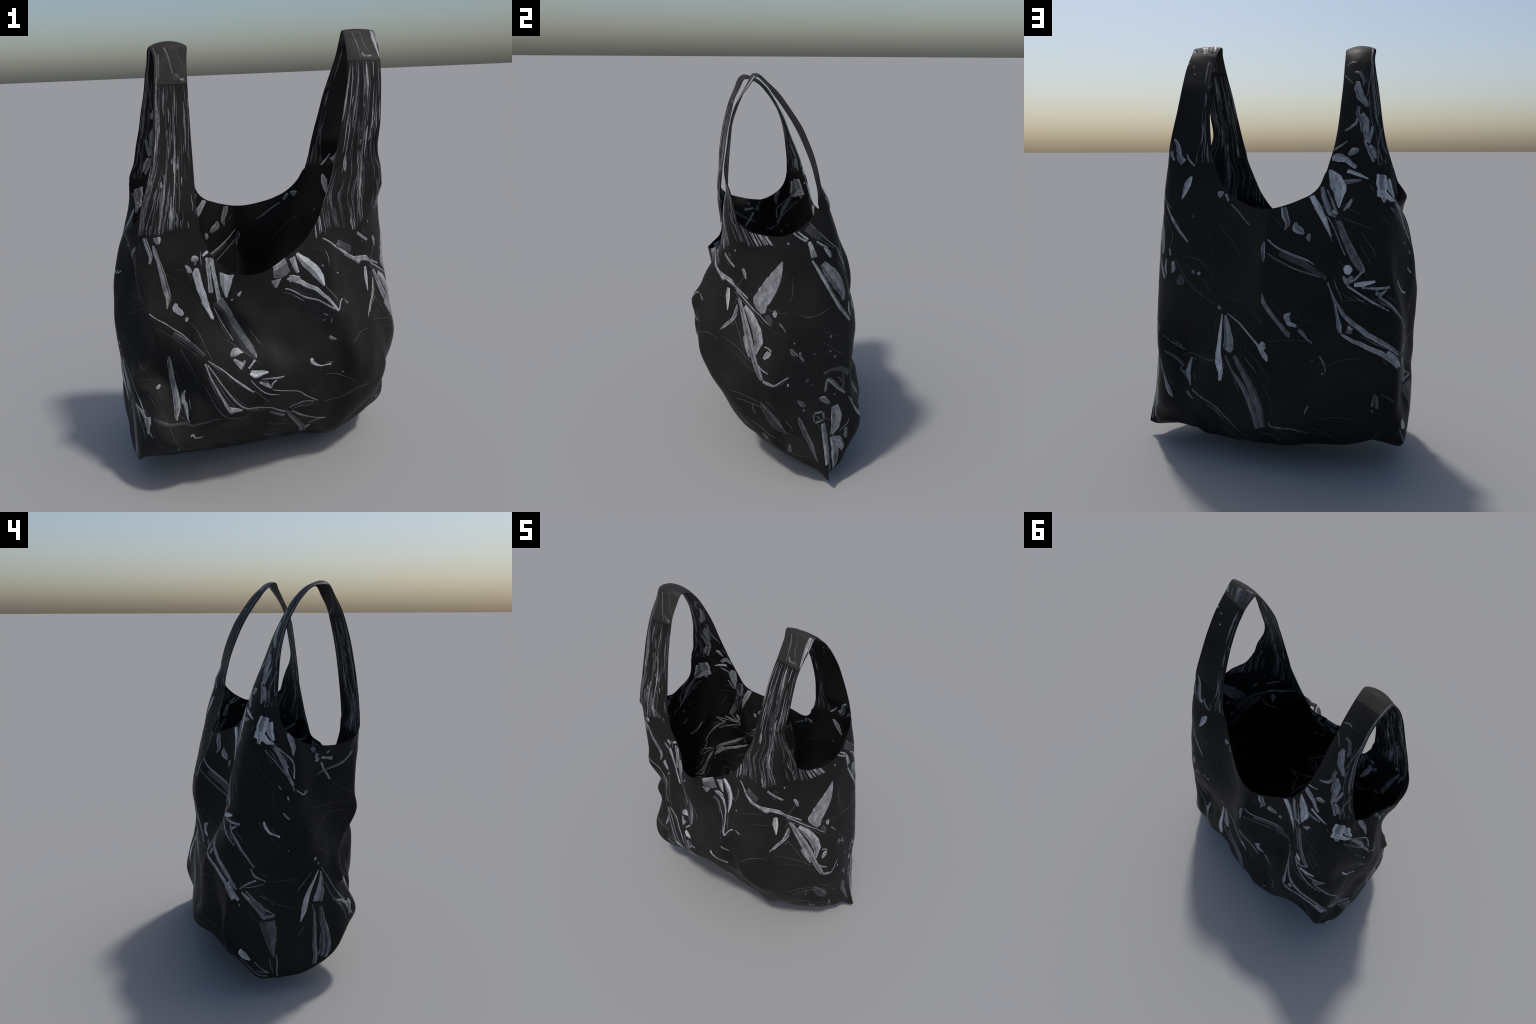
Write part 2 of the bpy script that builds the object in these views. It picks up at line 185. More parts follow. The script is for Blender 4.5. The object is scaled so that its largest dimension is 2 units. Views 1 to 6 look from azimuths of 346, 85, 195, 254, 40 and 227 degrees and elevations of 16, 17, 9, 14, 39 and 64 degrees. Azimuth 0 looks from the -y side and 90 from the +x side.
def handle_at(side, w, s):
    """Handle ribbon: w across (0 hole edge, 1 neck edge), s along (0 front root, 1 rear root)."""
    rows, f0, f1, r0, r1 = STRAPS[side]
    w, s = np.broadcast_arrays(np.asarray(w, float), np.asarray(s, float))
    shape = w.shape
    w, s = w.ravel(), s.ravel()
    if side == 'left':
        front, rear = f0 + (f1 - f0) * w, r1 + (r0 - r1) * w
    else:
        front, rear = f1 + (f0 - f1) * w, r0 + (r1 - r0) * w
    if side not in ROOTS:
        ROOTS[side] = [body_at(np.array([x]), np.array([1.0]))[0] for x in
                       ((f0, f1) if side == 'left' else (f1, f0)) + ((r1, r0) if side == 'left' else (r0, r1))]
    ends = ROOTS[side]
    H = np.array([ends[0]] + [np.array(r[0]) * CM for r in rows] + [ends[2]])
    N = np.array([ends[1]] + [np.array(r[1]) * CM for r in rows] + [ends[3]])
    B = np.array([rows[0][2]] + [r[2] for r in rows] + [rows[-1][2]]) * CM
    n = len(H)
    t = s * (n - 1)
    h, k, b = catmull(H, t, False), catmull(N, t, False), catmull(B[:, None], t, False)
    tan = catmull(H + N, np.minimum(t + .05, n - 1), False) - catmull(H + N, np.maximum(t - .05, 0), False)
    side_v = k - h
    nor = np.cross(tan, side_v)
    nor /= np.linalg.norm(nor, axis=1)[:, None]
    if side == 'right':
        nor = -nor
    nor = -nor
    prof = np.sin(np.pi * w) ** .7
    p = h + (k - h) * w[:, None] + nor * b * prof[:, None]
    # roots follow the body rim exactly, easing into the free ribbon
    for near, at, i in ((t, front, 0), (n - 1 - t, rear, n - 1)):
        m = near < 2.2
        if m.any():
            fade = (1 - smooth(0, 2.2, near[m]))[:, None]
            chord = H[i] + (N[i] - H[i]) * w[m][:, None]
            p[m] += fade * (rim_at(at[m]) - chord - (nor * b * prof[:, None])[m])
    return p.reshape(*shape, 3)


# ------------------------------------------------------------------ crease highlights, modelled as pale strips
# Each is a raised ridge, lightened to carry a painted glossy highlight, on both skins.
# (tone, [(u, v, width in cm), ...]) along its spine; on handles (w, s, width).
FAINT, SOFT, CLEAR, BRIGHT = 0, 1, 2, 3
BODY_GLINT_STRIPS = []
BODY_GLINT_STRIPS.append((FAINT, [(0.179, 0.612, 0.2), (0.212, 0.594, 0.3), (0.249, 0.585, 0.3), (0.305, 0.579, 0.2)]))
BODY_GLINT_STRIPS.append((FAINT, [(0.225, 0.604, 1.9), (0.267, 0.604, 1.9), (0.327, 0.602, 1.4)]))
BODY_GLINT_STRIPS.append((FAINT, [(0.023, 0.591, 0.3), (0.05, 0.561, 0.3), (0.077, 0.512, 0.2)]))
BODY_GLINT_STRIPS.append((FAINT, [(0.107, 0.504, 0.3), (0.148, 0.48, 0.3), (0.163, 0.417, 0.3)]))
BODY_GLINT_STRIPS.append((FAINT, [(0.389, 0.369, 0.3), (0.403, 0.35, 0.2)]))
BODY_GLINT_STRIPS.append((FAINT, [(0.155, 0.309, 1.5), (0.193, 0.319, 1.7), (0.233, 0.328, 1.4), (0.289, 0.345, 1.2), (0.338, 0.381, 0.9), (0.375, 0.434, 0.5)]))
BODY_GLINT_STRIPS.append((FAINT, [(0.735, 0.892, 3.3), (0.779, 0.83, 3.3)]))
BODY_GLINT_STRIPS.append((FAINT, [(0.629, 0.379, 0.6), (0.671, 0.371, 0.6), (0.693, 0.386, 0.8), (0.71, 0.401, 0.8), (0.738, 0.376, 0.5)]))
BODY_GLINT_STRIPS.append((FAINT, [(0.931, 0.698, 2), (0.938, 0.675, 2.7), (0.939, 0.654, 0.5)]))
BODY_GLINT_STRIPS.append((FAINT, [(1.13, 0.433, 0.9), (1.126, 0.394, 1.5), (1.115, 0.362, 1.5)]))
BODY_GLINT_STRIPS.append((FAINT, [(1.064, 0.444, 1.1), (1.093, 0.454, 1.4), (1.129, 0.442, 2.2), (1.158, 0.406, 2.9)]))
BODY_GLINT_STRIPS.append((FAINT, [(1.005, 0.436, 2.1), (1.018, 0.429, 1.4)]))
BODY_GLINT_STRIPS.append((FAINT, [(1.017, 0.414, 0.9), (1.03, 0.408, 0.6)]))
BODY_GLINT_STRIPS.append((FAINT, [(0.694, 0.745, 0.4), (0.722, 0.701, 0.3)]))
BODY_GLINT_STRIPS.append((FAINT, [(1.088, 0.989, 3.1), (1.105, 0.952, 4.2), (1.12, 0.92, 3.1)]))
BODY_GLINT_STRIPS.append((FAINT, [(1.542, 0.829, 2.4), (1.612, 0.764, 2.9), (1.678, 0.672, 1.6)]))
BODY_GLINT_STRIPS.append((FAINT, [(1.251, 0.633, 0.8), (1.256, 0.611, 4.2), (1.244, 0.593, 0.8)]))
BODY_GLINT_STRIPS.append((FAINT, [(1.23, 0.678, 0.5), (1.281, 0.615, 0.7), (1.349, 0.588, 0.7)]))
BODY_GLINT_STRIPS.append((FAINT, [(1.311, 0.658, 0.4), (1.338, 0.622, 0.5)]))
BODY_GLINT_STRIPS.append((FAINT, [(1.685, 0.656, 0.4), (1.723, 0.598, 0.5), (1.76, 0.566, 0.5)]))
BODY_GLINT_STRIPS.append((FAINT, [(1.794, 0.549, 2.1), (1.807, 0.546, 1)]))
BODY_GLINT_STRIPS.append((FAINT, [(1.442, 0.468, 0.2), (1.485, 0.421, 0.4), (1.521, 0.36, 0.4)]))
BODY_GLINT_STRIPS.append((FAINT, [(1.371, 0.629, 0.3), (1.429, 0.632, 0.3)]))
BODY_GLINT_STRIPS.append((FAINT, [(1.447, 0.623, 0.2), (1.494, 0.571, 0.3), (1.501, 0.578, 0.7)]))
BODY_GLINT_STRIPS.append((FAINT, [(1.511, 0.501, 0.3), (1.567, 0.511, 0.4), (1.628, 0.496, 0.3)]))
BODY_GLINT_STRIPS.append((FAINT, [(1.712, 0.392, 0.3), (1.726, 0.373, 0.3)]))
BODY_GLINT_STRIPS.append((FAINT, [(1.461, 0.193, 0.3), (1.507, 0.171, 0.2)]))
BODY_GLINT_STRIPS.append((FAINT, [(1.174, 0.344, 0.6), (1.21, 0.33, 1.4), (1.245, 0.305, 1.4)]))
BODY_GLINT_STRIPS.append((FAINT, [(0.071, 0.816, 0.3), (0.102, 0.763, 0.3), (0.135, 0.721, 0.3)]))
BODY_GLINT_STRIPS.append((FAINT, [(1.993, 0.751, 0.2), (2.075, 0.712, 0.3), (2.118, 0.691, 0.2)]))
BODY_GLINT_STRIPS.append((FAINT, [(1.922, 0.411, 0.3), (1.959, 0.427, 0.4), (1.996, 0.446, 0.4)]))
BODY_GLINT_STRIPS.append((FAINT, [(1.991, 0.671, 0.4), (2.003, 0.644, 0.3)]))
BODY_GLINT_STRIPS.append((FAINT, [(0.058, 0.412, 0.5), (0.083, 0.316, 1.1), (0.129, 0.239, 0.6)]))
BODY_GLINT_STRIPS.append((SOFT, [(0.351, 0.816, 5.6), (0.378, 0.803, 4.2), (0.4, 0.755, 5.2), (0.422, 0.721, 4.8), (0.443, 0.692, 4.3), (0.459, 0.67, 1.9)]))
BODY_GLINT_STRIPS.append((SOFT, [(0.479, 0.367, 1.3), (0.504, 0.342, 1.8), (0.528, 0.315, 1.8)]))
BODY_GLINT_STRIPS.append((SOFT, [(0.528, 0.34, 0.9), (0.545, 0.306, 2.3), (0.57, 0.264, 2.8), (0.595, 0.217, 3.3), (0.618, 0.15, 3.4)]))
BODY_GLINT_STRIPS.append((SOFT, [(0.851, 0.206, 0.7), (0.852, 0.185, 2)]))
BODY_GLINT_STRIPS.append((SOFT, [(0.866, 0.331, 0.6), (0.871, 0.295, 3.7), (0.888, 0.265, 5.2), (0.906, 0.224, 3.7), (0.919, 0.18, 0.5)]))
BODY_GLINT_STRIPS.append((SOFT, [(0.969, 0.299, 0.6), (0.973, 0.273, 2.2), (0.975, 0.21, 2.7), (0.979, 0.153, 2.1), (0.976, 0.076, 0.4)]))
BODY_GLINT_STRIPS.append((SOFT, [(0.837, 0.209, 0.8), (0.844, 0.183, 1.4)]))
BODY_GLINT_STRIPS.append((SOFT, [(0.914, 0.15, 0.8), (0.896, 0.125, 2.6)]))
BODY_GLINT_STRIPS.append((SOFT, [(0.969, 0.369, 0.7), (0.982, 0.346, 2.4), (0.991, 0.335, 1)]))
BODY_GLINT_STRIPS.append((SOFT, [(0.984, 0.328, 1.4), (0.984, 0.317, 0.6)]))
BODY_GLINT_STRIPS.append((SOFT, [(1.07, 0.18, 2.3), (1.063, 0.145, 1.5), (1.054, 0.083, 0.6)]))
BODY_GLINT_STRIPS.append((SOFT, [(1.104, 0.221, 1.1), (1.101, 0.203, 2.3), (1.098, 0.18, 0.8)]))
BODY_GLINT_STRIPS.append((SOFT, [(1.007, 0.303, 0.9), (1.035, 0.305, 0.9)]))
BODY_GLINT_STRIPS.append((SOFT, [(1.035, 0.305, 0.9), (1.034, 0.275, 1)]))
BODY_GLINT_STRIPS.append((SOFT, [(1.034, 0.275, 0.9), (1.005, 0.266, 0.9)]))
BODY_GLINT_STRIPS.append((SOFT, [(1.005, 0.266, 0.7), (1.007, 0.303, 0.7)]))
BODY_GLINT_STRIPS.append((SOFT, [(1.014, 0.295, 0.6), (1.024, 0.276, 0.6)]))
BODY_GLINT_STRIPS.append((SOFT, [(1.074, 0.426, 1), (1.062, 0.39, 1.2), (1.056, 0.374, 0.6)]))
BODY_GLINT_STRIPS.append((SOFT, [(1.079, 0.353, 0.6), (1.09, 0.358, 0.7)]))
BODY_GLINT_STRIPS.append((SOFT, [(1.133, 0.325, 0.6), (1.162, 0.282, 1.1)]))
BODY_GLINT_STRIPS.append((SOFT, [(1.119, 0.575, 0.7), (1.117, 0.565, 1)]))
BODY_GLINT_STRIPS.append((SOFT, [(1.107, 0.522, 1), (1.105, 0.514, 0.7)]))
BODY_GLINT_STRIPS.append((SOFT, [(1.111, 0.491, 0.4), (1.122, 0.496, 0.6)]))
BODY_GLINT_STRIPS.append((SOFT, [(1.053, 0.529, 0.6), (1.06, 0.526, 0.6)]))
BODY_GLINT_STRIPS.append((SOFT, [(0.999, 0.593, 0.6), (1, 0.583, 0.6)]))
BODY_GLINT_STRIPS.append((SOFT, [(0.984, 0.572, 1), (0.992, 0.547, 2.1), (0.997, 0.538, 1.1)]))
BODY_GLINT_STRIPS.append((SOFT, [(1.001, 0.551, 0.7), (1.004, 0.53, 0.7)]))
BODY_GLINT_STRIPS.append((SOFT, [(1.014, 0.554, 0.6), (1.012, 0.531, 1.1), (1.019, 0.507, 1)]))
BODY_GLINT_STRIPS.append((SOFT, [(0.958, 0.673, 1), (0.972, 0.649, 0.7), (0.977, 0.632, 0.5)]))
BODY_GLINT_STRIPS.append((SOFT, [(1.842, 0.883, 0.3), (1.886, 0.86, 0.5), (1.926, 0.837, 0.7), (1.942, 0.799, 0.7)]))
BODY_GLINT_STRIPS.append((SOFT, [(1.787, 0.944, 0.4), (1.795, 0.921, 0.5)]))
BODY_GLINT_STRIPS.append((SOFT, [(1.508, 0.83, 0.3), (1.584, 0.759, 0.6), (1.659, 0.69, 0.6)]))
BODY_GLINT_STRIPS.append((SOFT, [(1.363, 0.965, 0.7), (1.397, 0.959, 0.8), (1.44, 0.938, 0.6)]))
BODY_GLINT_STRIPS.append((SOFT, [(1.258, 0.823, 0.8), (1.268, 0.816, 0.7)]))
BODY_GLINT_STRIPS.append((SOFT, [(1.715, 0.825, 2.4), (1.731, 0.768, 3.2), (1.746, 0.715, 3.5), (1.76, 0.676, 3.1), (1.766, 0.659, 0.9)]))
BODY_GLINT_STRIPS.append((SOFT, [(1.389, 0.433, 0.6), (1.415, 0.386, 0.9), (1.444, 0.344, 2.2), (1.467, 0.308, 2.4), (1.485, 0.272, 2.5), (1.5, 0.227, 2.2)]))
BODY_GLINT_STRIPS.append((SOFT, [(1.415, 0.44, 1.7), (1.436, 0.401, 2.8), (1.458, 0.359, 3.3), (1.481, 0.321, 3.9), (1.5, 0.287, 3.9), (1.512, 0.231, 2.2)]))
BODY_GLINT_STRIPS.append((SOFT, [(1.657, 0.447, 0.7), (1.667, 0.429, 0.7), (1.678, 0.405, 0.7), (1.68, 0.391, 0.4)]))
BODY_GLINT_STRIPS.append((SOFT, [(1.661, 0.444, 0.3), (1.681, 0.408, 0.4)]))
BODY_GLINT_STRIPS.append((SOFT, [(1.667, 0.399, 0.8), (1.676, 0.39, 0.8)]))
BODY_GLINT_STRIPS.append((SOFT, [(1.636, 0.438, 0.5), (1.643, 0.435, 0.5)]))
BODY_GLINT_STRIPS.append((SOFT, [(1.634, 0.316, 0.3), (1.626, 0.305, 0.9), (1.619, 0.286, 0.3)]))
BODY_GLINT_STRIPS.append((SOFT, [(1.78, 0.311, 1.1), (1.78, 0.293, 3.2), (1.777, 0.274, 4.4)]))
BODY_GLINT_STRIPS.append((SOFT, [(1.792, 0.312, 0.4), (1.809, 0.302, 0.5), (1.838, 0.277, 0.5)]))
BODY_GLINT_STRIPS.append((SOFT, [(1.768, 0.268, 0.9), (1.776, 0.261, 0.5)]))
BODY_GLINT_STRIPS.append((SOFT, [(1.527, 0.251, 0.6), (1.543, 0.224, 0.8), (1.593, 0.226, 0.4), (1.627, 0.178, 0.3)]))
BODY_GLINT_STRIPS.append((SOFT, [(1.511, 0.21, 0.3), (1.565, 0.147, 0.3)]))
BODY_GLINT_STRIPS.append((SOFT, [(1.29, 0.268, 0.9), (1.332, 0.266, 0.8), (1.363, 0.253, 0.9), (1.396, 0.24, 0.7), (1.432, 0.221, 0.5), (1.461, 0.193, 0.3)]))
BODY_GLINT_STRIPS.append((SOFT, [(1.348, 0.246, 0.3), (1.388, 0.232, 0.8), (1.414, 0.221, 0.3)]))
BODY_GLINT_STRIPS.append((SOFT, [(1.239, 0.297, 0.6), (1.261, 0.29, 1.7), (1.282, 0.28, 0.8)]))
BODY_GLINT_STRIPS.append((SOFT, [(1.276, 0.344, 0.6), (1.282, 0.345, 0.6)]))
BODY_GLINT_STRIPS.append((SOFT, [(1.269, 0.252, 0.8), (1.279, 0.247, 1.6), (1.301, 0.241, 0.3)]))
BODY_GLINT_STRIPS.append((SOFT, [(1.173, 0.395, 0.3), (1.207, 0.367, 0.5), (1.238, 0.348, 0.5)]))
BODY_GLINT_STRIPS.append((SOFT, [(1.029, 0.102, 0.9), (1.018, 0.015, 0.9)]))
BODY_GLINT_STRIPS.append((SOFT, [(1.843, 0.887, 0.4), (1.879, 0.862, 0.5), (1.902, 0.852, 0.5)]))
BODY_GLINT_STRIPS.append((SOFT, [(1.881, 0.368, 2.1), (1.906, 0.342, 3.2), (1.93, 0.313, 2.6)]))
BODY_GLINT_STRIPS.append((SOFT, [(1.932, 0.288, 8), (1.939, 0.258, 7.5), (1.946, 0.223, 5.9), (1.951, 0.177, 3.2), (1.956, 0.136, 0.5)]))
BODY_GLINT_STRIPS.append((SOFT, [(1.859, 0.358, 0.5), (1.858, 0.35, 0.7)]))
BODY_GLINT_STRIPS.append((SOFT, [(1.875, 0.176, 0.4), (1.901, 0.137, 0.8), (1.928, 0.09, 1.1), (1.937, 0.071, 0.8)]))
BODY_GLINT_STRIPS.append((SOFT, [(1.914, 0.16, 0.5), (1.93, 0.124, 0.5), (1.943, 0.087, 0.8)]))
BODY_GLINT_STRIPS.append((SOFT, [(1.961, 0.149, 0.4), (1.965, 0.094, 0.7), (1.954, 0.014, 0.6)]))
BODY_GLINT_STRIPS.append((SOFT, [(0.024, 0.314, 0.4), (0.028, 0.27, 1.1), (0.032, 0.225, 2), (0.039, 0.181, 2.2), (0.065, 0.122, 2.3)]))
BODY_GLINT_STRIPS.append((SOFT, [(0.041, 0.292, 1.6), (0.046, 0.252, 2.8), (0.052, 0.226, 4.4), (0.058, 0.196, 6.2), (0.068, 0.151, 5.7)]))
BODY_GLINT_STRIPS.append((SOFT, [(1.849, 0.485, 0.5), (1.853, 0.489, 0.5)]))
BODY_GLINT_STRIPS.append((SOFT, [(1.229, 0.332, 0.3), (1.382, 0.404, 0.4), (1.379, 0.343, 0.3)]))
BODY_GLINT_STRIPS.append((CLEAR, [(0.142, 0.923, 2), (0.152, 0.894, 2), (0.164, 0.862, 1.7), (0.165, 0.846, 1.1), (0.164, 0.833, 0.9)]))
BODY_GLINT_STRIPS.append((CLEAR, [(0.167, 0.894, 0.6), (0.174, 0.869, 1.7), (0.183, 0.839, 1.4), (0.194, 0.797, 2.3), (0.207, 0.745, 2.8), (0.214, 0.717, 2.3), (0.214, 0.674, 0.1)]))
BODY_GLINT_STRIPS.append((CLEAR, [(0.175, 0.919, 2.8), (0.178, 0.902, 2.8), (0.181, 0.886, 0.6)]))
BODY_GLINT_STRIPS.append((CLEAR, [(0.115, 0.905, 0.2), (0.102, 0.902, 0.9), (0.022, 0.868, 0.2)]))
BODY_GLINT_STRIPS.append((CLEAR, [(1.972, 0.818, 0.6), (1.972, 0.796, 0.3)]))
BODY_GLINT_STRIPS.append((CLEAR, [(0.271, 0.854, 1.7), (0.29, 0.883, 3.2), (0.304, 0.91, 0.6)]))
BODY_GLINT_STRIPS.append((CLEAR, [(0.294, 0.876, 1.1), (0.281, 0.842, 0.2)]))
BODY_GLINT_STRIPS.append((CLEAR, [(0.247, 0.813, 0.3), (0.259, 0.809, 1.7), (0.265, 0.802, 2), (0.264, 0.796, 0.6)]))
BODY_GLINT_STRIPS.append((CLEAR, [(0.339, 0.965, 2.3), (0.328, 0.917, 1.7), (0.329, 0.867, 1.5), (0.332, 0.816, 1.8)]))
BODY_GLINT_STRIPS.append((CLEAR, [(0.352, 0.981, 1.4), (0.347, 0.918, 1.7), (0.353, 0.855, 1.7), (0.358, 0.819, 1.8)]))
BODY_GLINT_STRIPS.append((CLEAR, [(0.341, 0.78, 0.3), (0.365, 0.744, 0.3), (0.402, 0.7, 0.4)]))
BODY_GLINT_STRIPS.append((CLEAR, [(0.403, 0.649, 0.5), (0.421, 0.637, 2.8), (0.421, 0.624, 0.5)]))
BODY_GLINT_STRIPS.append((CLEAR, [(0.433, 0.658, 0.9), (0.426, 0.635, 0.9), (0.42, 0.62, 0.5)]))
BODY_GLINT_STRIPS.append((CLEAR, [(0.458, 0.666, 0.9), (0.446, 0.644, 0.7), (0.438, 0.628, 0.8)]))
BODY_GLINT_STRIPS.append((CLEAR, [(0.167, 0.67, 0.5), (0.197, 0.635, 0.4), (0.227, 0.621, 0.5), (0.251, 0.619, 0.5), (0.277, 0.612, 0.2)]))
BODY_GLINT_STRIPS.append((CLEAR, [(0.334, 0.597, 0.3), (0.376, 0.601, 0.4), (0.402, 0.59, 0.7), (0.426, 0.575, 1), (0.448, 0.554, 0.5)]))
BODY_GLINT_STRIPS.append((CLEAR, [(0.326, 0.583, 0.8), (0.342, 0.552, 0.7), (0.362, 0.532, 0.9), (0.378, 0.509, 1.2), (0.39, 0.482, 1.9), (0.398, 0.461, 0.8)]))
BODY_GLINT_STRIPS.append((CLEAR, [(0.333, 0.584, 0.5), (0.363, 0.567, 0.5), (0.388, 0.542, 0.6), (0.411, 0.506, 0.8), (0.427, 0.481, 0.7), (0.455, 0.455, 0.6)]))
BODY_GLINT_STRIPS.append((CLEAR, [(0.388, 0.479, 2.9), (0.405, 0.478, 2.4), (0.422, 0.472, 0.7)]))
BODY_GLINT_STRIPS.append((CLEAR, [(0.205, 0.523, 0.4), (0.206, 0.498, 2.2), (0.213, 0.448, 2.5), (0.224, 0.4, 2.8), (0.229, 0.372, 3), (0.229, 0.353, 2), (0.231, 0.335, 0.4)]))
BODY_GLINT_STRIPS.append((CLEAR, [(0.251, 0.423, 0.4), (0.243, 0.404, 1.8), (0.244, 0.387, 2.5), (0.253, 0.382, 2), (0.259, 0.367, 2), (0.266, 0.35, 0.7), (0.276, 0.346, 0.4)]))
BODY_GLINT_STRIPS.append((CLEAR, [(0.183, 0.425, 0.4), (0.174, 0.411, 1.8), (0.166, 0.409, 0.4)]))
BODY_GLINT_STRIPS.append((CLEAR, [(0.131, 0.305, 2.5), (0.136, 0.294, 3), (0.136, 0.275, 2), (0.136, 0.252, 0.4)]))
BODY_GLINT_STRIPS.append((CLEAR, [(0.072, 0.323, 0.4), (0.097, 0.313, 1), (0.116, 0.299, 1.5), (0.132, 0.288, 1.5)]))
BODY_GLINT_STRIPS.append((CLEAR, [(0.276, 0.304, 0.7), (0.285, 0.315, 0.8), (0.292, 0.302, 0.6), (0.315, 0.301, 0.3)]))
BODY_GLINT_STRIPS.append((CLEAR, [(0.239, 0.244, 1), (0.245, 0.259, 0.4)]))
BODY_GLINT_STRIPS.append((CLEAR, [(0.427, 0.904, 1.7), (0.444, 0.936, 0.5)]))
BODY_GLINT_STRIPS.append((CLEAR, [(0.398, 0.863, 0.8), (0.411, 0.879, 0.6)]))
BODY_GLINT_STRIPS.append((CLEAR, [(0.548, 0.983, 4.7), (0.571, 0.975, 7.9), (0.596, 0.976, 7.2)]))
BODY_GLINT_STRIPS.append((CLEAR, [(0.556, 0.952, 5.6), (0.555, 0.916, 0.6)]))
BODY_GLINT_STRIPS.append((CLEAR, [(0.585, 0.925, 3.2), (0.624, 0.917, 2)]))
BODY_GLINT_STRIPS.append((CLEAR, [(0.614, 0.99, 3.2), (0.615, 0.961, 2.4), (0.62, 0.934, 1.2)]))
BODY_GLINT_STRIPS.append((CLEAR, [(0.58, 0.929, 1), (0.62, 0.905, 2), (0.647, 0.851, 1.8), (0.663, 0.794, 1.3), (0.667, 0.745, 1.1), (0.669, 0.731, 0.8)]))
BODY_GLINT_STRIPS.append((CLEAR, [(0.571, 0.899, 0.6), (0.607, 0.858, 0.8), (0.641, 0.815, 0.8), (0.664, 0.745, 0.8)]))
BODY_GLINT_STRIPS.append((CLEAR, [(0.669, 0.731, 0.8), (0.684, 0.747, 0.6), (0.696, 0.746, 0.6)]))
BODY_GLINT_STRIPS.append((CLEAR, [(0.699, 0.741, 0.6), (0.713, 0.707, 0.5)]))
BODY_GLINT_STRIPS.append((CLEAR, [(0.677, 0.895, 0.8), (0.682, 0.882, 0.5)]))
BODY_GLINT_STRIPS.append((CLEAR, [(0.716, 0.827, 0.6), (0.715, 0.821, 0.6)]))
BODY_GLINT_STRIPS.append((CLEAR, [(0.704, 0.947, 0.5), (0.732, 0.884, 0.8), (0.769, 0.821, 1.5), (0.799, 0.775, 1.7), (0.809, 0.777, 1), (0.837, 0.756, 1), (0.884, 0.726, 0.9)]))
BODY_GLINT_STRIPS.append((CLEAR, [(0.854, 0.716, 1.8), (0.859, 0.668, 2.5), (0.867, 0.612, 2.4), (0.874, 0.546, 1.8)]))
BODY_GLINT_STRIPS.append((CLEAR, [(0.84, 0.664, 0.7), (0.82, 0.633, 0.5), (0.79, 0.6, 0.4)]))
BODY_GLINT_STRIPS.append((CLEAR, [(0.805, 0.869, 1.2), (0.829, 0.837, 1.2), (0.85, 0.814, 0.9)]))
BODY_GLINT_STRIPS.append((CLEAR, [(0.877, 0.819, 1), (0.881, 0.802, 1.8), (0.883, 0.782, 0.4)]))
BODY_GLINT_STRIPS.append((CLEAR, [(0.857, 0.884, 0.7), (0.858, 0.873, 0.5)]))
BODY_GLINT_STRIPS.append((CLEAR, [(0.463, 0.599, 0.3), (0.486, 0.601, 0.6), (0.503, 0.599, 0.9), (0.518, 0.6, 0.5)]))
BODY_GLINT_STRIPS.append((CLEAR, [(0.458, 0.593, 0.8), (0.476, 0.577, 1.6), (0.484, 0.563, 0.6), (0.488, 0.581, 0.6), (0.5, 0.593, 0.4)]))
BODY_GLINT_STRIPS.append((CLEAR, [(0.44, 0.598, 0.4), (0.459, 0.566, 0.4), (0.476, 0.538, 0.6), (0.504, 0.503, 0.4)]))
BODY_GLINT_STRIPS.append((CLEAR, [(0.485, 0.554, 0.3), (0.504, 0.533, 0.4), (0.528, 0.503, 0.5), (0.554, 0.472, 0.7), (0.576, 0.434, 0.6), (0.614, 0.386, 0.4)]))
BODY_GLINT_STRIPS.append((CLEAR, [(0.532, 0.347, 0.4), (0.556, 0.371, 0.8), (0.574, 0.398, 0.8), (0.603, 0.39, 0.6)]))
BODY_GLINT_STRIPS.append((CLEAR, [(0.541, 0.337, 0.4), (0.573, 0.363, 0.4), (0.605, 0.381, 0.3)]))
BODY_GLINT_STRIPS.append((CLEAR, [(0.435, 0.476, 0.6), (0.455, 0.462, 0.8), (0.478, 0.411, 0.9), (0.504, 0.364, 1.1), (0.526, 0.334, 1.2)]))
BODY_GLINT_STRIPS.append((CLEAR, [(0.532, 0.29, 0.5), (0.532, 0.283, 0.4)]))
BODY_GLINT_STRIPS.append((CLEAR, [(0.542, 0.331, 0.9), (0.57, 0.309, 1.4), (0.602, 0.291, 0.9), (0.654, 0.272, 0.4)]))
BODY_GLINT_STRIPS.append((CLEAR, [(0.607, 0.242, 0.5), (0.629, 0.27, 0.6), (0.654, 0.271, 0.3)]))
BODY_GLINT_STRIPS.append((CLEAR, [(0.608, 0.194, 2.4), (0.615, 0.233, 1.1)]))
BODY_GLINT_STRIPS.append((CLEAR, [(0.635, 0.677, 1.1), (0.647, 0.651, 1.4), (0.666, 0.628, 0.3)]))
BODY_GLINT_STRIPS.append((CLEAR, [(0.67, 0.519, 1.1), (0.674, 0.513, 0.3)]))
BODY_GLINT_STRIPS.append((CLEAR, [(0.65, 0.731, 0.4), (0.647, 0.717, 0.3)]))
BODY_GLINT_STRIPS.append((CLEAR, [(0.638, 0.768, 0.2), (0.647, 0.747, 0.3)]))
BODY_GLINT_STRIPS.append((CLEAR, [(0.637, 0.746, 0.4), (0.633, 0.743, 0.2)]))
BODY_GLINT_STRIPS.append((CLEAR, [(0.609, 0.55, 0.4), (0.611, 0.557, 0.4)]))
BODY_GLINT_STRIPS.append((CLEAR, [(0.814, 0.63, 0.4), (0.797, 0.611, 0.5), (0.779, 0.595, 0.3)]))
BODY_GLINT_STRIPS.append((CLEAR, [(0.863, 0.599, 2.3), (0.87, 0.561, 1.8), (0.88, 0.518, 0.7)]))
BODY_GLINT_STRIPS.append((CLEAR, [(0.469, 0.24, 0.4), (0.49, 0.225, 0.3), (0.517, 0.214, 0.2)]))
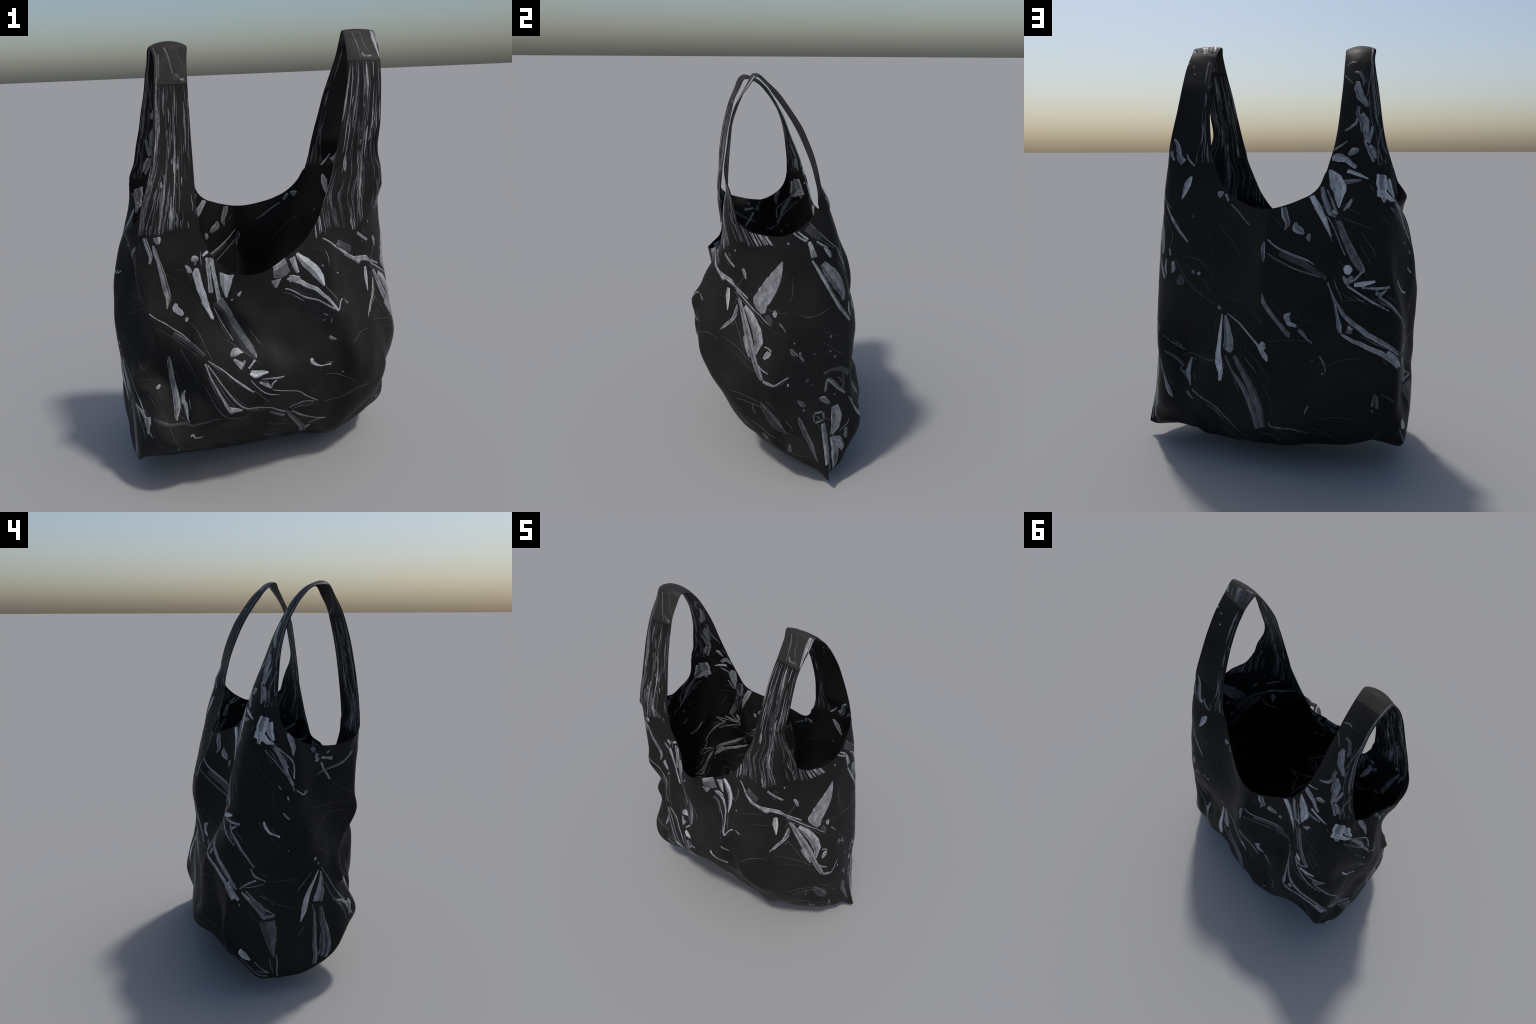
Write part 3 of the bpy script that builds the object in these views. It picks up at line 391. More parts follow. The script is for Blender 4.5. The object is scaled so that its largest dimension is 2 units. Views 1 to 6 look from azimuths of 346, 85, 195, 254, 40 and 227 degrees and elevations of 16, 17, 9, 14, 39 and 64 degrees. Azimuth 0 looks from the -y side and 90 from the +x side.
BODY_GLINT_STRIPS.append((CLEAR, [(1.007, 0.918, 0.7), (0.977, 0.85, 5.4), (0.947, 0.785, 7.8), (0.918, 0.733, 8.2), (0.924, 0.697, 2.1)]))
BODY_GLINT_STRIPS.append((CLEAR, [(0.954, 0.72, 0.5), (0.952, 0.701, 2.3), (0.951, 0.686, 0.4)]))
BODY_GLINT_STRIPS.append((CLEAR, [(0.753, 0.843, 0.9), (0.775, 0.809, 1), (0.801, 0.787, 1.7), (0.832, 0.77, 1.3), (0.852, 0.737, 0.8), (0.882, 0.712, 0.7), (0.916, 0.69, 0.5), (0.938, 0.659, 0.3)]))
BODY_GLINT_STRIPS.append((CLEAR, [(0.85, 0.72, 1.4), (0.858, 0.689, 2.5), (0.866, 0.645, 3.5), (0.883, 0.581, 3.1), (0.891, 0.522, 2.5), (0.896, 0.478, 2.8), (0.899, 0.444, 1.7)]))
BODY_GLINT_STRIPS.append((CLEAR, [(0.867, 0.701, 2.1), (0.888, 0.673, 4.2), (0.902, 0.636, 4.8), (0.908, 0.591, 4.2), (0.896, 0.534, 0.7)]))
BODY_GLINT_STRIPS.append((CLEAR, [(0.845, 0.698, 0.6), (0.837, 0.67, 2.1), (0.823, 0.643, 1.1), (0.779, 0.595, 0.4)]))
BODY_GLINT_STRIPS.append((CLEAR, [(0.919, 0.576, 0.6), (0.931, 0.569, 0.6), (0.938, 0.552, 0.6)]))
BODY_GLINT_STRIPS.append((CLEAR, [(0.934, 0.557, 2.1), (0.925, 0.54, 2.8), (0.913, 0.525, 0.7)]))
BODY_GLINT_STRIPS.append((CLEAR, [(0.894, 0.513, 0.4), (0.905, 0.488, 0.7), (0.918, 0.477, 0.6)]))
BODY_GLINT_STRIPS.append((CLEAR, [(0.899, 0.444, 1.4), (0.911, 0.439, 1.7), (0.925, 0.436, 0.7), (0.946, 0.455, 0.6), (0.964, 0.466, 0.6)]))
BODY_GLINT_STRIPS.append((CLEAR, [(0.958, 0.444, 0.6), (0.954, 0.427, 1.1)]))
BODY_GLINT_STRIPS.append((CLEAR, [(1.028, 0.263, 2.2), (1.026, 0.215, 3), (1.022, 0.148, 3), (1.014, 0.081, 2.8)]))
BODY_GLINT_STRIPS.append((CLEAR, [(1.075, 0.312, 3.7), (1.075, 0.266, 6.8), (1.065, 0.235, 5.3), (1.046, 0.21, 1.5)]))
BODY_GLINT_STRIPS.append((CLEAR, [(1.046, 0.202, 1.5), (1.07, 0.18, 4.6), (1.083, 0.155, 3.1), (1.079, 0.143, 0.6)]))
BODY_GLINT_STRIPS.append((CLEAR, [(1.046, 0.205, 1.5), (1.052, 0.163, 3.1), (1.044, 0.125, 2.3), (1.049, 0.067, 1.2)]))
BODY_GLINT_STRIPS.append((CLEAR, [(1.031, 0.355, 0.7), (1.046, 0.351, 2.9), (1.062, 0.323, 1)]))
BODY_GLINT_STRIPS.append((CLEAR, [(1.074, 0.426, 1.4), (1.087, 0.406, 2.2), (1.101, 0.375, 1.8), (1.124, 0.342, 1)]))
BODY_GLINT_STRIPS.append((CLEAR, [(1.083, 0.878, 0.9), (1.108, 0.799, 2), (1.133, 0.724, 1.8), (1.16, 0.66, 2.1), (1.201, 0.596, 1.7)]))
BODY_GLINT_STRIPS.append((CLEAR, [(1.112, 0.843, 2.7), (1.139, 0.789, 6.1), (1.163, 0.743, 6.9), (1.178, 0.706, 4.2), (1.178, 0.677, 2.1)]))
BODY_GLINT_STRIPS.append((CLEAR, [(1.051, 1, 1), (1.063, 0.976, 0.8), (1.082, 0.942, 0.8)]))
BODY_GLINT_STRIPS.append((CLEAR, [(1.062, 0.999, 0.5), (1.075, 0.971, 0.9), (1.086, 0.944, 1.3)]))
BODY_GLINT_STRIPS.append((CLEAR, [(1.086, 0.943, 1.6), (1.089, 0.907, 2.4), (1.091, 0.877, 3.1)]))
BODY_GLINT_STRIPS.append((CLEAR, [(1.103, 0.927, 0.8), (1.12, 0.9, 1), (1.14, 0.88, 0.5)]))
BODY_GLINT_STRIPS.append((CLEAR, [(1.123, 0.895, 1), (1.138, 0.861, 2.1), (1.145, 0.841, 0.8)]))
BODY_GLINT_STRIPS.append((CLEAR, [(1.099, 0.994, 0.4), (1.113, 0.955, 0.4), (1.134, 0.912, 0.4), (1.163, 0.874, 0.4), (1.198, 0.843, 0.4)]))
BODY_GLINT_STRIPS.append((CLEAR, [(1.033, 0.977, 0.3), (1.031, 0.971, 0.9), (1.031, 0.965, 0.3)]))
BODY_GLINT_STRIPS.append((CLEAR, [(1.728, 0.947, 2.4), (1.752, 0.95, 1.9), (1.771, 0.955, 0.6)]))
BODY_GLINT_STRIPS.append((CLEAR, [(1.881, 0.91, 0.5), (1.926, 0.902, 0.7), (1.937, 0.841, 0.7)]))
BODY_GLINT_STRIPS.append((CLEAR, [(1.749, 0.887, 0.6), (1.739, 0.865, 1.9), (1.726, 0.847, 0.6)]))
BODY_GLINT_STRIPS.append((CLEAR, [(1.548, 0.998, 2.9), (1.555, 0.967, 3.2), (1.566, 0.942, 2.4), (1.556, 0.921, 0.5)]))
BODY_GLINT_STRIPS.append((CLEAR, [(1.592, 0.933, 0.6), (1.593, 0.907, 4), (1.608, 0.879, 3.2), (1.617, 0.861, 0.8)]))
BODY_GLINT_STRIPS.append((CLEAR, [(1.636, 0.85, 1.1), (1.631, 0.837, 2.1), (1.633, 0.822, 0.5)]))
BODY_GLINT_STRIPS.append((CLEAR, [(1.673, 0.98, 1.6), (1.678, 0.933, 2.4), (1.69, 0.879, 2.7), (1.698, 0.848, 1.6)]))
BODY_GLINT_STRIPS.append((CLEAR, [(1.688, 0.946, 0.8), (1.701, 0.893, 1), (1.713, 0.843, 1.3)]))
BODY_GLINT_STRIPS.append((CLEAR, [(1.697, 0.86, 3.2), (1.715, 0.837, 2.4)]))
BODY_GLINT_STRIPS.append((CLEAR, [(1.688, 0.857, 0.4), (1.712, 0.783, 0.5), (1.733, 0.711, 0.4)]))
BODY_GLINT_STRIPS.append((CLEAR, [(1.719, 0.818, 0.5), (1.746, 0.741, 0.6), (1.768, 0.669, 0.9), (1.766, 0.656, 0.8)]))
BODY_GLINT_STRIPS.append((CLEAR, [(1.723, 0.658, 0.8), (1.733, 0.635, 2.4), (1.749, 0.652, 1.1)]))
BODY_GLINT_STRIPS.append((CLEAR, [(1.768, 0.664, 0.9), (1.753, 0.641, 0.9), (1.732, 0.629, 0.8)]))
BODY_GLINT_STRIPS.append((CLEAR, [(1.762, 0.612, 0.6), (1.796, 0.602, 1.1), (1.825, 0.597, 0.8)]))
BODY_GLINT_STRIPS.append((CLEAR, [(1.788, 0.59, 1.9), (1.8, 0.581, 1.4), (1.818, 0.594, 0.5)]))
BODY_GLINT_STRIPS.append((CLEAR, [(1.732, 0.629, 0.6), (1.76, 0.59, 0.8), (1.786, 0.553, 0.8)]))
BODY_GLINT_STRIPS.append((CLEAR, [(1.502, 0.891, 0.6), (1.54, 0.85, 0.8), (1.584, 0.807, 1), (1.623, 0.769, 0.8), (1.648, 0.735, 0.4)]))
BODY_GLINT_STRIPS.append((CLEAR, [(1.495, 0.881, 0.8), (1.495, 0.855, 1.9), (1.502, 0.816, 1.3), (1.505, 0.79, 0.3)]))
BODY_GLINT_STRIPS.append((CLEAR, [(1.174, 0.856, 0.4), (1.208, 0.806, 1.6), (1.235, 0.766, 1.4), (1.261, 0.739, 0.7)]))
BODY_GLINT_STRIPS.append((CLEAR, [(1.211, 0.707, 1), (1.219, 0.68, 0.9)]))
BODY_GLINT_STRIPS.append((CLEAR, [(1.203, 0.669, 0.9), (1.199, 0.638, 1.7), (1.207, 0.61, 0.7)]))
BODY_GLINT_STRIPS.append((CLEAR, [(1.226, 0.67, 1.7), (1.23, 0.642, 2.6), (1.227, 0.623, 0.7)]))
BODY_GLINT_STRIPS.append((CLEAR, [(1.28, 0.653, 0.8), (1.288, 0.664, 1.7)]))
BODY_GLINT_STRIPS.append((CLEAR, [(1.295, 0.665, 1.3), (1.303, 0.661, 1.5)]))
BODY_GLINT_STRIPS.append((CLEAR, [(1.311, 0.937, 1.7), (1.327, 0.965, 2.5), (1.318, 0.929, 0.8)]))
BODY_GLINT_STRIPS.append((CLEAR, [(1.341, 0.984, 1.2), (1.356, 0.964, 1.3)]))
BODY_GLINT_STRIPS.append((CLEAR, [(1.731, 0.625, 0.7), (1.762, 0.588, 0.6), (1.792, 0.55, 0.7), (1.816, 0.526, 0.4)]))
BODY_GLINT_STRIPS.append((CLEAR, [(1.793, 0.578, 0.5), (1.817, 0.549, 0.7), (1.838, 0.52, 0.6), (1.864, 0.493, 0.5)]))
BODY_GLINT_STRIPS.append((CLEAR, [(1.677, 0.663, 1.6), (1.683, 0.641, 0.9), (1.696, 0.586, 1.1), (1.704, 0.534, 1.3), (1.71, 0.502, 2.6), (1.714, 0.479, 1)]))
BODY_GLINT_STRIPS.append((CLEAR, [(1.682, 0.647, 0.5), (1.698, 0.593, 1), (1.717, 0.54, 1.6), (1.739, 0.502, 2.1), (1.77, 0.458, 2.3), (1.805, 0.433, 2.1), (1.839, 0.407, 1.6)]))
BODY_GLINT_STRIPS.append((CLEAR, [(1.714, 0.479, 1), (1.742, 0.442, 1.6), (1.769, 0.421, 2.1), (1.799, 0.408, 2.3), (1.824, 0.387, 2.1), (1.841, 0.368, 1.3)]))
BODY_GLINT_STRIPS.append((CLEAR, [(1.727, 0.487, 4.2), (1.742, 0.474, 1.6)]))
BODY_GLINT_STRIPS.append((CLEAR, [(1.505, 0.672, 0.5), (1.508, 0.637, 1.9), (1.523, 0.606, 1.9), (1.545, 0.568, 1.6), (1.564, 0.539, 2.1), (1.575, 0.524, 2.1), (1.578, 0.517, 0.4)]))
BODY_GLINT_STRIPS.append((CLEAR, [(1.581, 0.593, 0.5), (1.568, 0.585, 2.7), (1.576, 0.559, 2.1), (1.598, 0.545, 1.1)]))
BODY_GLINT_STRIPS.append((CLEAR, [(1.601, 0.537, 1.6), (1.612, 0.521, 1.6), (1.623, 0.501, 0.7), (1.641, 0.482, 0.4)]))
BODY_GLINT_STRIPS.append((CLEAR, [(1.357, 0.585, 1.1), (1.361, 0.577, 1.7), (1.367, 0.573, 0.3)]))
BODY_GLINT_STRIPS.append((CLEAR, [(1.377, 0.56, 0.8), (1.385, 0.52, 3.3), (1.394, 0.488, 4.4), (1.397, 0.459, 5.5), (1.394, 0.447, 3.3)]))
BODY_GLINT_STRIPS.append((CLEAR, [(1.505, 0.498, 1.6), (1.498, 0.484, 3.8), (1.509, 0.471, 1.1)]))
BODY_GLINT_STRIPS.append((CLEAR, [(1.382, 0.566, 0.4), (1.418, 0.547, 0.8), (1.456, 0.51, 0.9), (1.482, 0.485, 1.1), (1.509, 0.446, 2.7), (1.514, 0.429, 0.4)]))
BODY_GLINT_STRIPS.append((CLEAR, [(1.264, 0.34, 1.2), (1.262, 0.318, 2.1), (1.263, 0.298, 2.9), (1.277, 0.287, 1.5), (1.284, 0.273, 0.6)]))
BODY_GLINT_STRIPS.append((CLEAR, [(1.149, 0.32, 0.4), (1.164, 0.282, 0.8), (1.186, 0.244, 2.4), (1.206, 0.225, 2.4), (1.223, 0.213, 0.6)]))
BODY_GLINT_STRIPS.append((CLEAR, [(1.912, 0.994, 1.2), (1.924, 0.98, 3), (1.931, 0.957, 2.4), (1.927, 0.918, 0.4)]))
BODY_GLINT_STRIPS.append((CLEAR, [(1.865, 0.913, 1.2), (1.884, 0.904, 1.2), (1.905, 0.885, 1.4), (1.918, 0.868, 1.2)]))
BODY_GLINT_STRIPS.append((CLEAR, [(1.994, 0.991, 1.2), (2.002, 0.979, 2.4), (1.998, 0.965, 0.6)]))
BODY_GLINT_STRIPS.append((CLEAR, [(0.01, 0.969, 1.2), (0.008, 0.947, 1.8), (0.018, 0.93, 1.8)]))
BODY_GLINT_STRIPS.append((CLEAR, [(0.019, 0.949, 1.2), (0.039, 0.941, 1.2), (0.057, 0.933, 2.2)]))
BODY_GLINT_STRIPS.append((CLEAR, [(0.022, 0.929, 0.6), (0.039, 0.9, 0.9)]))
BODY_GLINT_STRIPS.append((CLEAR, [(0.005, 0.937, 1.2), (0.006, 0.927, 0.6)]))
BODY_GLINT_STRIPS.append((CLEAR, [(0.038, 0.981, 0.4), (0.035, 0.97, 1), (0.033, 0.961, 0.4)]))
BODY_GLINT_STRIPS.append((CLEAR, [(1.871, 0.905, 1.2), (1.906, 0.872, 1.5), (1.938, 0.817, 1.2)]))
BODY_GLINT_STRIPS.append((CLEAR, [(1.943, 0.808, 0.6), (1.969, 0.8, 0.8), (1.985, 0.823, 0.6)]))
BODY_GLINT_STRIPS.append((CLEAR, [(0.028, 0.925, 0.9), (0.043, 0.889, 0.8), (0.056, 0.861, 0.9), (0.068, 0.825, 0.8)]))
BODY_GLINT_STRIPS.append((CLEAR, [(1.92, 0.704, 0.8), (1.933, 0.691, 0.9), (1.942, 0.687, 0.3)]))
BODY_GLINT_STRIPS.append((CLEAR, [(1.898, 0.792, 0.5), (1.912, 0.785, 0.3)]))
BODY_GLINT_STRIPS.append((CLEAR, [(1.926, 0.774, 0.6), (1.931, 0.756, 0.6)]))
BODY_GLINT_STRIPS.append((CLEAR, [(1.958, 0.56, 0.5), (1.962, 0.554, 0.5)]))
BODY_GLINT_STRIPS.append((CLEAR, [(1.789, 0.609, 0.6), (1.797, 0.576, 1), (1.815, 0.547, 0.7), (1.833, 0.522, 0.8), (1.857, 0.499, 0.7), (1.884, 0.464, 0.5)]))
BODY_GLINT_STRIPS.append((CLEAR, [(1.872, 0.466, 0.5), (1.887, 0.436, 1), (1.919, 0.413, 0.4)]))
BODY_GLINT_STRIPS.append((CLEAR, [(1.849, 0.401, 0.6), (1.87, 0.415, 0.8), (1.894, 0.423, 1)]))
BODY_GLINT_STRIPS.append((CLEAR, [(1.862, 0.405, 0.4), (1.893, 0.404, 0.5), (1.914, 0.407, 0.3)]))
BODY_GLINT_STRIPS.append((CLEAR, [(1.809, 0.415, 1.6), (1.831, 0.392, 2.9), (1.857, 0.366, 1)]))
BODY_GLINT_STRIPS.append((CLEAR, [(1.821, 0.415, 0.7), (1.846, 0.401, 1)]))
BODY_GLINT_STRIPS.append((CLEAR, [(1.856, 0.394, 1), (1.881, 0.365, 1.6), (1.908, 0.329, 1.6), (1.924, 0.301, 2.1), (1.95, 0.297, 0.7)]))
BODY_GLINT_STRIPS.append((CLEAR, [(1.866, 0.396, 0.4), (1.911, 0.343, 0.6), (1.952, 0.298, 0.4)]))
BODY_GLINT_STRIPS.append((CLEAR, [(0.045, 0.478, 0.5), (0.048, 0.418, 2.7), (0.046, 0.36, 4.8), (0.036, 0.314, 5.4)]))
BODY_GLINT_STRIPS.append((CLEAR, [(0.027, 0.55, 0.5), (0.022, 0.54, 1.6), (0.018, 0.538, 0.3)]))
BODY_GLINT_STRIPS.append((CLEAR, [(0.031, 0.526, 0.7), (0.037, 0.509, 0.2)]))
BODY_GLINT_STRIPS.append((CLEAR, [(0.044, 0.496, 0.3), (0.081, 0.387, 0.4), (0.105, 0.324, 0.7), (0.125, 0.282, 1.4), (0.159, 0.253, 0.6)]))
BODY_GLINT_STRIPS.append((CLEAR, [(0.126, 0.304, 1.7), (0.128, 0.285, 1.1)]))
BODY_GLINT_STRIPS.append((BRIGHT, [(0.309, 0.919, 0.4), (0.323, 0.951, 1.4), (0.347, 0.998, 1.4)]))
BODY_GLINT_STRIPS.append((BRIGHT, [(0.292, 0.852, 1.2), (0.287, 0.824, 3.2), (0.296, 0.788, 3.2), (0.311, 0.763, 2.6), (0.327, 0.75, 1.8), (0.342, 0.735, 1.3)]))
BODY_GLINT_STRIPS.append((BRIGHT, [(0.303, 0.754, 2.1), (0.324, 0.748, 1.6), (0.344, 0.732, 0.2)]))
BODY_GLINT_STRIPS.append((BRIGHT, [(0.372, 0.82, 0.4), (0.407, 0.773, 0.4), (0.435, 0.723, 0.4), (0.457, 0.681, 0.6), (0.458, 0.668, 0.6)]))
BODY_GLINT_STRIPS.append((BRIGHT, [(0.409, 0.686, 1), (0.409, 0.673, 4.3), (0.414, 0.66, 6.2)]))
BODY_GLINT_STRIPS.append((BRIGHT, [(0.231, 0.702, 0.7), (0.231, 0.682, 2.8), (0.245, 0.675, 2.4), (0.25, 0.671, 0.7)]))
BODY_GLINT_STRIPS.append((BRIGHT, [(0.262, 0.675, 1.2), (0.259, 0.665, 1.4), (0.261, 0.659, 0.3)]))
BODY_GLINT_STRIPS.append((BRIGHT, [(0.401, 0.976, 6.7), (0.391, 0.921, 4.6), (0.383, 0.854, 0.5)]))
BODY_GLINT_STRIPS.append((BRIGHT, [(0.63, 0.992, 1.2), (0.645, 0.95, 4), (0.657, 0.906, 4.5), (0.664, 0.87, 3.6), (0.669, 0.831, 0.4)]))
BODY_GLINT_STRIPS.append((BRIGHT, [(0.82, 0.748, 1.7), (0.816, 0.718, 3.1), (0.813, 0.693, 1.9), (0.809, 0.665, 0.3)]))
BODY_GLINT_STRIPS.append((BRIGHT, [(0.441, 0.62, 2), (0.453, 0.614, 3.3), (0.469, 0.622, 2), (0.485, 0.625, 0.5)]))
BODY_GLINT_STRIPS.append((BRIGHT, [(0.586, 0.641, 1.2), (0.586, 0.618, 1.6), (0.597, 0.591, 1.1), (0.61, 0.572, 0.6), (0.631, 0.563, 0.7), (0.64, 0.56, 1.5)]))
BODY_GLINT_STRIPS.append((BRIGHT, [(1.697, 0.999, 0.8), (1.71, 0.963, 6.5), (1.719, 0.93, 7.2), (1.717, 0.895, 4), (1.717, 0.859, 0.5)]))
BODY_GLINT_STRIPS.append((BRIGHT, [(1.736, 0.995, 1.8), (1.764, 0.976, 1.6), (1.787, 0.961, 0.5)]))
BODY_GLINT_STRIPS.append((BRIGHT, [(1.817, 0.978, 4.9), (1.817, 0.947, 6.5), (1.818, 0.926, 4.8), (1.823, 0.889, 0.8)]))
BODY_GLINT_STRIPS.append((BRIGHT, [(1.801, 0.917, 3.2), (1.821, 0.919, 4), (1.847, 0.91, 2.4), (1.871, 0.913, 0.7)]))
BODY_GLINT_STRIPS.append((BRIGHT, [(1.83, 0.963, 4.1), (1.846, 0.938, 3.3), (1.867, 0.92, 1.1)]))
BODY_GLINT_STRIPS.append((BRIGHT, [(1.634, 0.997, 2.4), (1.659, 0.915, 3.2), (1.68, 0.854, 2.7), (1.694, 0.8, 1.3), (1.701, 0.779, 0.3)]))
BODY_GLINT_STRIPS.append((BRIGHT, [(1.727, 0.682, 1.3), (1.736, 0.673, 4.7), (1.746, 0.661, 2.4)]))
BODY_GLINT_STRIPS.append((BRIGHT, [(1.748, 0.623, 1.6), (1.766, 0.622, 2.4), (1.793, 0.627, 0.9)]))
BODY_GLINT_STRIPS.append((BRIGHT, [(1.243, 0.967, 0.9), (1.237, 0.935, 3.4), (1.232, 0.903, 2.1), (1.227, 0.879, 0.3)]))
BODY_GLINT_STRIPS.append((BRIGHT, [(1.37, 0.561, 0.4), (1.367, 0.496, 1.7), (1.367, 0.431, 2.8), (1.374, 0.402, 3.7), (1.385, 0.369, 2.2), (1.386, 0.339, 1.3)]))
BODY_GLINT_STRIPS.append((BRIGHT, [(1.879, 0.639, 1), (1.886, 0.621, 1.3), (1.901, 0.603, 1), (1.916, 0.601, 0.7), (1.93, 0.6, 1.2)]))
BODY_GLINT_STRIPS.append((BRIGHT, [(0.038, 0.488, 0.3), (0.027, 0.413, 1.6), (0.014, 0.341, 3.2), (0.007, 0.301, 3.2), (-0, 0.254, 0.5)]))
BODY_GLINT_STRIPS.append((BRIGHT, [(1.884, 0.215, 0.4), (1.884, 0.198, 3.2), (1.894, 0.179, 3.2), (1.907, 0.163, 0.5)]))
LEFT_HANDLE_GLINT_STRIPS = []
LEFT_HANDLE_GLINT_STRIPS.append((FAINT, [(0.319, 0.407, 0.6), (0.457, 0.348, 0.6), (0.636, 0.292, 0.5)]))
LEFT_HANDLE_GLINT_STRIPS.append((FAINT, [(0.623, 0.416, 0.5), (0.757, 0.361, 0.6), (0.935, 0.321, 0.5)]))
LEFT_HANDLE_GLINT_STRIPS.append((FAINT, [(0.12, 0.384, 0.9), (0.118, 0.297, 0.8)]))
LEFT_HANDLE_GLINT_STRIPS.append((SOFT, [(0.929, 0.608, 0.7), (0.712, 0.591, 0.7), (0.528, 0.603, 0.5)]))
LEFT_HANDLE_GLINT_STRIPS.append((SOFT, [(0.973, 0.65, 0.5), (0.659, 0.686, 0.5)]))
LEFT_HANDLE_GLINT_STRIPS.append((SOFT, [(0.644, 0.644, 0.7), (0.441, 0.649, 1.5), (0.302, 0.677, 1.5), (0.362, 0.694, 0.8)]))
LEFT_HANDLE_GLINT_STRIPS.append((SOFT, [(0.032, 0.595, 0.3), (0.138, 0.67, 0.5), (0.286, 0.732, 0.4)]))
LEFT_HANDLE_GLINT_STRIPS.append((SOFT, [(0.017, 0.832, 0.5), (0.142, 0.88, 0.7), (0.226, 0.95, 0.4)]))
LEFT_HANDLE_GLINT_STRIPS.append((SOFT, [(0.06, 0.183, 0.5), (0.066, 0.856, 0.5), (0.005, 0.902, 0.5)]))
LEFT_HANDLE_GLINT_STRIPS.append((SOFT, [(0.049, 0.258, 0.4), (0.07, 0.214, 0.6), (0.023, 0.809, 0.3)]))
LEFT_HANDLE_GLINT_STRIPS.append((SOFT, [(0.636, 0.321, 0.5), (0.706, 0.308, 1.1), (0.782, 0.299, 1.2)]))
LEFT_HANDLE_GLINT_STRIPS.append((SOFT, [(0.752, 0.297, 1.2), (0.938, 0.293, 1.7)]))
LEFT_HANDLE_GLINT_STRIPS.append((CLEAR, [(0.522, 0.676, 1.7), (0.523, 0.7, 3.4), (0.454, 0.729, 3.7), (0.341, 0.747, 2.5), (0.28, 0.764, 1.2)]))
LEFT_HANDLE_GLINT_STRIPS.append((CLEAR, [(0.507, 0.759, 1.2), (0.533, 0.789, 1.7), (0.458, 0.813, 1.7), (0.456, 0.855, 1.3)]))
LEFT_HANDLE_GLINT_STRIPS.append((CLEAR, [(0.422, 0.783, 1.2), (0.335, 0.813, 2.5), (0.384, 0.86, 2.5), (0.338, 0.883, 1.6), (0.205, 0.824, 1.2)]))
LEFT_HANDLE_GLINT_STRIPS.append((CLEAR, [(0.853, 0.845, 0.7), (0.722, 0.836, 1.2), (0.583, 0.819, 1.5), (0.557, 0.801, 0.8)]))
LEFT_HANDLE_GLINT_STRIPS.append((CLEAR, [(0.423, 0.872, 1), (0.358, 0.914, 1.1), (0.291, 0.964, 1.1)]))
LEFT_HANDLE_GLINT_STRIPS.append((CLEAR, [(0.324, 0.889, 1.6), (0.277, 0.913, 2), (0.261, 0.949, 1)]))
LEFT_HANDLE_GLINT_STRIPS.append((CLEAR, [(0.995, 0.908, 0.7), (0.897, 0.895, 0.8), (0.74, 0.876, 0.4)]))
LEFT_HANDLE_GLINT_STRIPS.append((CLEAR, [(0.516, 0.908, 0.7), (0.628, 0.914, 3.3), (0.729, 0.932, 0.8)]))
LEFT_HANDLE_GLINT_STRIPS.append((BRIGHT, [(0.978, 0.945, 2.5), (0.844, 0.947, 4.1), (0.732, 0.952, 2.4), (0.542, 0.999, 1.6)]))
RIGHT_HANDLE_GLINT_STRIPS = []
RIGHT_HANDLE_GLINT_STRIPS.append((FAINT, [(0.762, 0.505, 0.7), (0.671, 0.452, 0.7), (0.601, 0.404, 0.5)]))
RIGHT_HANDLE_GLINT_STRIPS.append((FAINT, [(0.518, 0.509, 0.5), (0.435, 0.452, 0.7), (0.127, 0.403, 0.5)]))
RIGHT_HANDLE_GLINT_STRIPS.append((FAINT, [(0.753, 0.524, 3.7), (0.855, 0.568, 2.7)]))
RIGHT_HANDLE_GLINT_STRIPS.append((SOFT, [(0.577, 0.431, 0.7), (0.504, 0.415, 1.5), (0.421, 0.41, 0.8)]))
RIGHT_HANDLE_GLINT_STRIPS.append((SOFT, [(0.448, 0.412, 1.2), (0.208, 0.414, 1.3)]))
RIGHT_HANDLE_GLINT_STRIPS.append((SOFT, [(0.037, 0.551, 1.1), (0.097, 0.58, 1.4)]))
RIGHT_HANDLE_GLINT_STRIPS.append((SOFT, [(0.197, 0.547, 0.7), (0.309, 0.58, 0.7)]))
RIGHT_HANDLE_GLINT_STRIPS.append((SOFT, [(0.429, 0.533, 3), (0.585, 0.582, 1.9)]))
RIGHT_HANDLE_GLINT_STRIPS.append((SOFT, [(0.68, 0.543, 1.8), (0.741, 0.558, 0.7)]))
RIGHT_HANDLE_GLINT_STRIPS.append((CLEAR, [(0.185, 0.951, 1.6), (0.463, 0.984, 0.9)]))
RIGHT_HANDLE_GLINT_STRIPS.append((CLEAR, [(0.073, 0.901, 0.9), (0.416, 0.947, 2.6), (0.621, 0.989, 3.5)]))
RIGHT_HANDLE_GLINT_STRIPS.append((CLEAR, [(0.612, 0.955, 0.7), (0.774, 1, 0.9)]))
RIGHT_HANDLE_GLINT_STRIPS.append((CLEAR, [(0.122, 0.517, 1), (0.121, 0.486, 1.7), (0.083, 0.451, 1.2), (0.014, 0.405, 0.4)]))
RIGHT_HANDLE_GLINT_STRIPS.append((CLEAR, [(0.043, 0.517, 0.5), (0.016, 0.464, 0.5)]))
RIGHT_HANDLE_GLINT_STRIPS.append((CLEAR, [(0.001, 0.635, 1.7), (0.029, 0.646, 0.6)]))
RIGHT_HANDLE_GLINT_STRIPS.append((CLEAR, [(0.227, 0.649, 0.5), (0.287, 0.654, 0.6)]))
RIGHT_HANDLE_GLINT_STRIPS.append((CLEAR, [(0.342, 0.678, 0.6), (0.39, 0.682, 0.6)]))


def surface_of(part):
    if part == 'body':
        return body_at
    return lambda a, b: handle_at(part, a, b)


